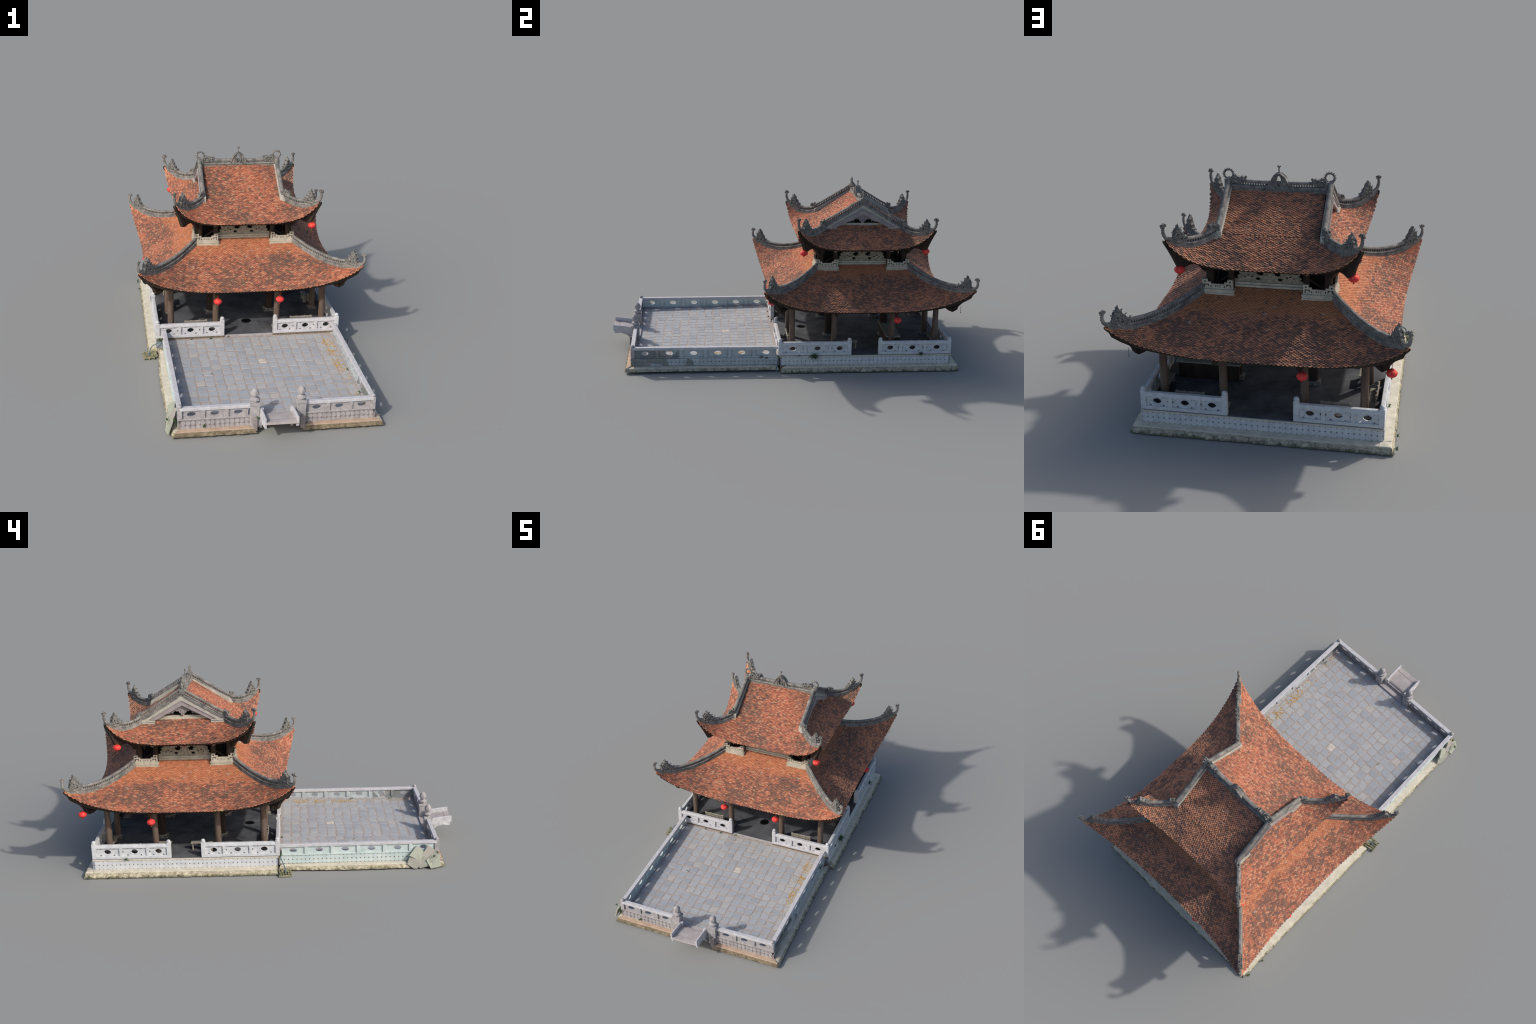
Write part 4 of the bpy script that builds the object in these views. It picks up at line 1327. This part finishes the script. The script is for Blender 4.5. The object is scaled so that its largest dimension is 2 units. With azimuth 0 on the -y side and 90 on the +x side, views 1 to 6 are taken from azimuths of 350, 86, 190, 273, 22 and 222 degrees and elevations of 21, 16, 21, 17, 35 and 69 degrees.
# ------------------------------------------------------------------ benches
def bench_mesh():
    mb = MB()
    mb.box((0, 0, 0.030), (0.118, 0.030, 0.006))
    for x in (-0.045, 0.045):
        mb.box((x, 0, 0.0135), (0.010, 0.024, 0.027))
    for zz in (0.046, 0.062):
        mb.box((0, -0.016 - (zz - 0.046) * 0.25, zz), (0.120, 0.005, 0.009))
    for x in (-0.024, 0.022, -0.055, 0.055):
        mb.box((x, -0.015, 0.047), (0.006, 0.006, 0.040))
    return mb.mesh('bench', M['bench'])
bm_ = bench_mesh()
for p, r in (((-0.273, 0.012), 0.02), ((0.285, 0.012), 0.02), ((0.288, 0.822), pi), ((-0.290, 0.816), pi), ((-0.425, 0.70), -pi / 2), ((0.42, 0.70), pi / 2)):
    place('bench', bm_, root, (p[0], p[1], FZ), r, bevel=0.001)
mb = MB()
mb.lathe((0.010, 0.104, FZ), [(0.026, 0), (0.026, 0.0012)], 20)
mb.obj('drain_cover', M['hole'], root)
mb = MB()
for x, y in ((0.375, 0.345), (-0.375, 0.355), (-0.37, 0.53)):
    mb.box((x, y, FZ + 0.040), (0.030, 0.075, 0.005))
    for q in (-0.028, 0.028):
        mb.box((x, y + q, FZ + 0.019), (0.020, 0.006, 0.038))
mb.obj('table', M['bench'], root, bevel=0.001)
mb = MB()
mb.box((0.270, 0.580, FZ + 0.036), (0.255, 0.066, 0.072))
altar = mb.obj('altar_table', M['column_in'], root, bevel=0.002)
mb = MB()
mb.box((0.270, 0.580, FZ + 0.0755), (0.275, 0.080, 0.007))
mb.obj('table_top', M['bench'], altar, bevel=0.001)
mb = MB()   # boards leaning by the side entrances
for x, y, r, t in ((-0.40, 0.30, 0.3, 0.25), (-0.40, 0.515, -0.3, 0.25), (0.40, 0.31, 0.3, -0.25)):
    mb.box((x, y, FZ + 0.026), (0.006, 0.045, 0.05), r)
mb.obj('leaning_board', M['bench'], root, bevel=0.001)

# ------------------------------------------------------------------ lanterns
lan = MB()
prof = []
for i in range(13):
    th = pi * (0.10 + 0.80 * i / 12)
    prof.append((0.0212 * sin(th), -0.0158 * cos(th)))
n = 24
vs, fs = [], []
for r, zz in prof:
    for k in range(n):
        rr = r * (1 + 0.025 * (1 if k % 2 else -1))
        vs.append((rr * cos(2 * pi * k / n), rr * sin(2 * pi * k / n), zz))
for i in range(12):
    for k in range(n):
        fs.append((i * n + k, i * n + (k + 1) % n, (i + 1) * n + (k + 1) % n, (i + 1) * n + k))
fs += [tuple(range(n)), tuple(12 * n + k for k in range(n))]
lan.add(vs, fs)
lan = lan.mesh('lantern', M['lantern'], smooth=True)
cap = MB()
cap.lathe((0, 0, 0.0138), [(0.0085, 0), (0.0085, 0.003), (0.004, 0.0045)], 12)
cap.lathe((0, 0, -0.0172), [(0.005, 0), (0.0085, 0.003), (0.0085, 0.004)], 12)
cap.lathe((0, 0, -0.0245), [(0.0030, 0), (0.0022, 0.008)], 8)
cap = cap.mesh('lantern_trim', M['red'], smooth=True)
for x, y, zz, top in ((-0.167, -0.084, 0.290, 0.325), (0.155, -0.083, 0.289, 0.325), (0.497, 0.578, 0.294, 0.325), (-0.497, 0.573, 0.290, 0.325), (-0.171, 0.912, 0.300, 0.325),
                      (-0.506, 0.914, 0.342, 0.385), (0.342, 0.074, 0.634, 0.68), (0.331, 0.752, 0.638, 0.67), (-0.343, 0.745, 0.641, 0.67)):
    ob = place('lantern', lan, root, (x, y, zz), random.uniform(0, 6))
    place('lantern_trim', cap, ob)
    mb = MB()
    mb.tube([(0, 0, 0.017), (0, 0, top - zz)], 0.0011, 5)
    place('lantern_cord', mb.mesh('lantern_cord', M['red']), ob)

# ------------------------------------------------------------------ plants in the joints
def plant(c, nrm, rad, n, seed, down=0.4):
    rg = random.Random(seed)
    mb = MB()
    nv = Vector((*nrm, 0))
    for k in range(n):
        off = Vector((rg.gauss(0, rad * 0.5), rg.gauss(0, rad * 0.5), rg.gauss(-rad * down * 0.5, rad * 0.4)))
        q = Vector(c) + off
        q.z = max(q.z, 0.006)
        dep = (q - Vector(c)).dot(nv)
        if dep < 0:
            q -= nv * dep * 1.6
        yaw = math.atan2(nv.y, nv.x) + rg.uniform(-1.2, 1.2)
        leaf_blade(mb, q, rg.uniform(0.004, 0.0085), rg.uniform(0.003, 0.0050), yaw, rg.uniform(-0.7, 0.35 if c[2] < 0.03 else 0.9), rg.uniform(-0.6, 0.6))
    mb.obj('plant', M['leaf'], root, kind='stuff')
for i, (c, nrm, rad, n) in enumerate((((0.482, 0.130, 0.092), (1, 0), 0.022, 210), ((0.482, 0.722, 0.098), (1, 0), 0.013, 80), ((0.480, 0.05, 0.091), (1, 0), 0.004, 10),
                                      ((-0.487, 0.714, 0.092), (-1, 0), 0.008, 26), ((-0.458, -0.072, 0.088), (-1, 0), 0.010, 40), ((0.456, -0.160, 0.080), (1, 0), 0.008, 22),
                                      ((0.456, -0.132, 0.073), (1, 0), 0.006, 16), ((-0.322, -0.879, 0.048), (0, -1), 0.006, 22), ((0.134, -0.893, 0.072), (0, -1), 0.004, 10), ((-0.086, -0.893, 0.080), (0, -1), 0.008, 28),
                                      ((-0.445, -0.868, 0.075), (-1, -0.5), 0.007, 22), ((-0.480, -0.845, 0.072), (-0.7, -0.5), 0.008, 22), ((-0.20, -0.073, 0.082), (0, -1), 0.007, 20), ((-0.30, -0.073, 0.080), (0, -1), 0.005, 10),
                                      ((-0.11, -0.063, 0.082), (0, -1), 0.004, 8), ((0.424, -0.49, 0.084), (-1, 0), 0.004, 8), ((0.424, -0.72, 0.084), (-1, 0), 0.006, 12), ((-0.530, 0.905, 0.018), (-1, 0.3), 0.009, 30),
                                      ((-0.528, 0.80, 0.010), (-1, 0), 0.006, 18), ((-0.24, -0.456, 0.079), (0, -1), 0.003, 5))):
    plant(c, nrm, rad, n, 900 + i)

# angular sheets copying smeared scan damage at the front left corner
rg = random.Random(9)
mb = MB()
cells = [(-0.752, 0.030), (-0.770, 0.072), (-0.800, 0.028), (-0.822, 0.074), (-0.852, 0.040)]
for k, (cy, cz) in enumerate(cells):
    n = rg.choice((4, 5, 5, 6))
    lean = -0.450 - 0.034 * (1 - cz / 0.09) - rg.uniform(0, 0.006)
    pts = []
    for i in range(n):
        a = 2 * pi * i / n + rg.uniform(-0.35, 0.35)
        r = rg.uniform(0.036, 0.050)
        y, zz = cy + r * cos(a), max(0.003, cz + 0.85 * r * sin(a))
        zz = min(zz, 0.112)
        x = lean + (zz - cz) * 0.35 + (y - cy) * rg.uniform(-0.25, 0.25)
        pts.append((min(x, -0.436), y, zz))
    vs = pts + [(x + 0.007, y, zz) for x, y, zz in pts]
    fs = [tuple(range(n)), tuple(range(2 * n - 1, n - 1, -1))] + [(i, (i + 1) % n, n + (i + 1) % n, n + i) for i in range(n)]
    mb.add(vs, fs)
mb.obj('scan_damage_sheet', M['scan_damage'], root)

# pump on a little raft with its hose (left), loose pipe end (right)
mb = MB()
for y in (-0.068, -0.082, -0.096, -0.110, -0.124):
    mb.box((-0.524, y, 0.010), (0.056, 0.0045, 0.007), 0.1)
for x in (-0.549, -0.524, -0.500):
    mb.box((x, -0.096, 0.0045), (0.005, 0.064, 0.008), 0.1)
mb.box((-0.498, -0.092, 0.010), (0.030, 0.040, 0.018), 0.2)
for x, y in ((-0.546, -0.074), (-0.544, -0.122), (-0.506, -0.120)):
    mb.tube([(x, y, 0.003), (x, y, 0.022), (x + 0.008, y + 0.006, 0.024)], 0.0018, 5)
raft = mb.obj('pump_raft', M['reed'], root)
mb = MB()
mb.tube([(-0.520, -0.096, 0.008), (-0.519, -0.095, 0.030), (-0.515, -0.091, 0.044), (-0.500, -0.083, 0.058), (-0.478, -0.076, 0.066), (-0.458, -0.070, 0.078)], 0.0028, 7)
mb.lathe((-0.520, -0.096, 0.004), [(0.0048, 0), (0.0048, 0.018)], 10)
mb.obj('hose', M['pipe'], raft, smooth=True)
mb = MB()
mb.tube([(0.462, -0.068, 0.050), (0.490, -0.076, 0.043), (0.527, -0.083, 0.041), (0.529, -0.083, 0.036), (0.529, -0.083, 0.013)], 0.0022, 7)
mb.tube([(0.490, -0.076, 0.043), (0.498, -0.078, 0.020)], 0.0012, 6)
mb.obj('drain_pipe', M['pipe'], root, smooth=True)
mb = MB()
mb.tube([(0.500, 0.923, 0.372), (0.500, 0.923, 0.340)], 0.0011, 5)
mb.tube([(0.500, 0.923, 0.340), (0.500, 0.923, 0.333)], 0.0022, 5)
mb.obj('hanging_hook', M['pipe'], lower)
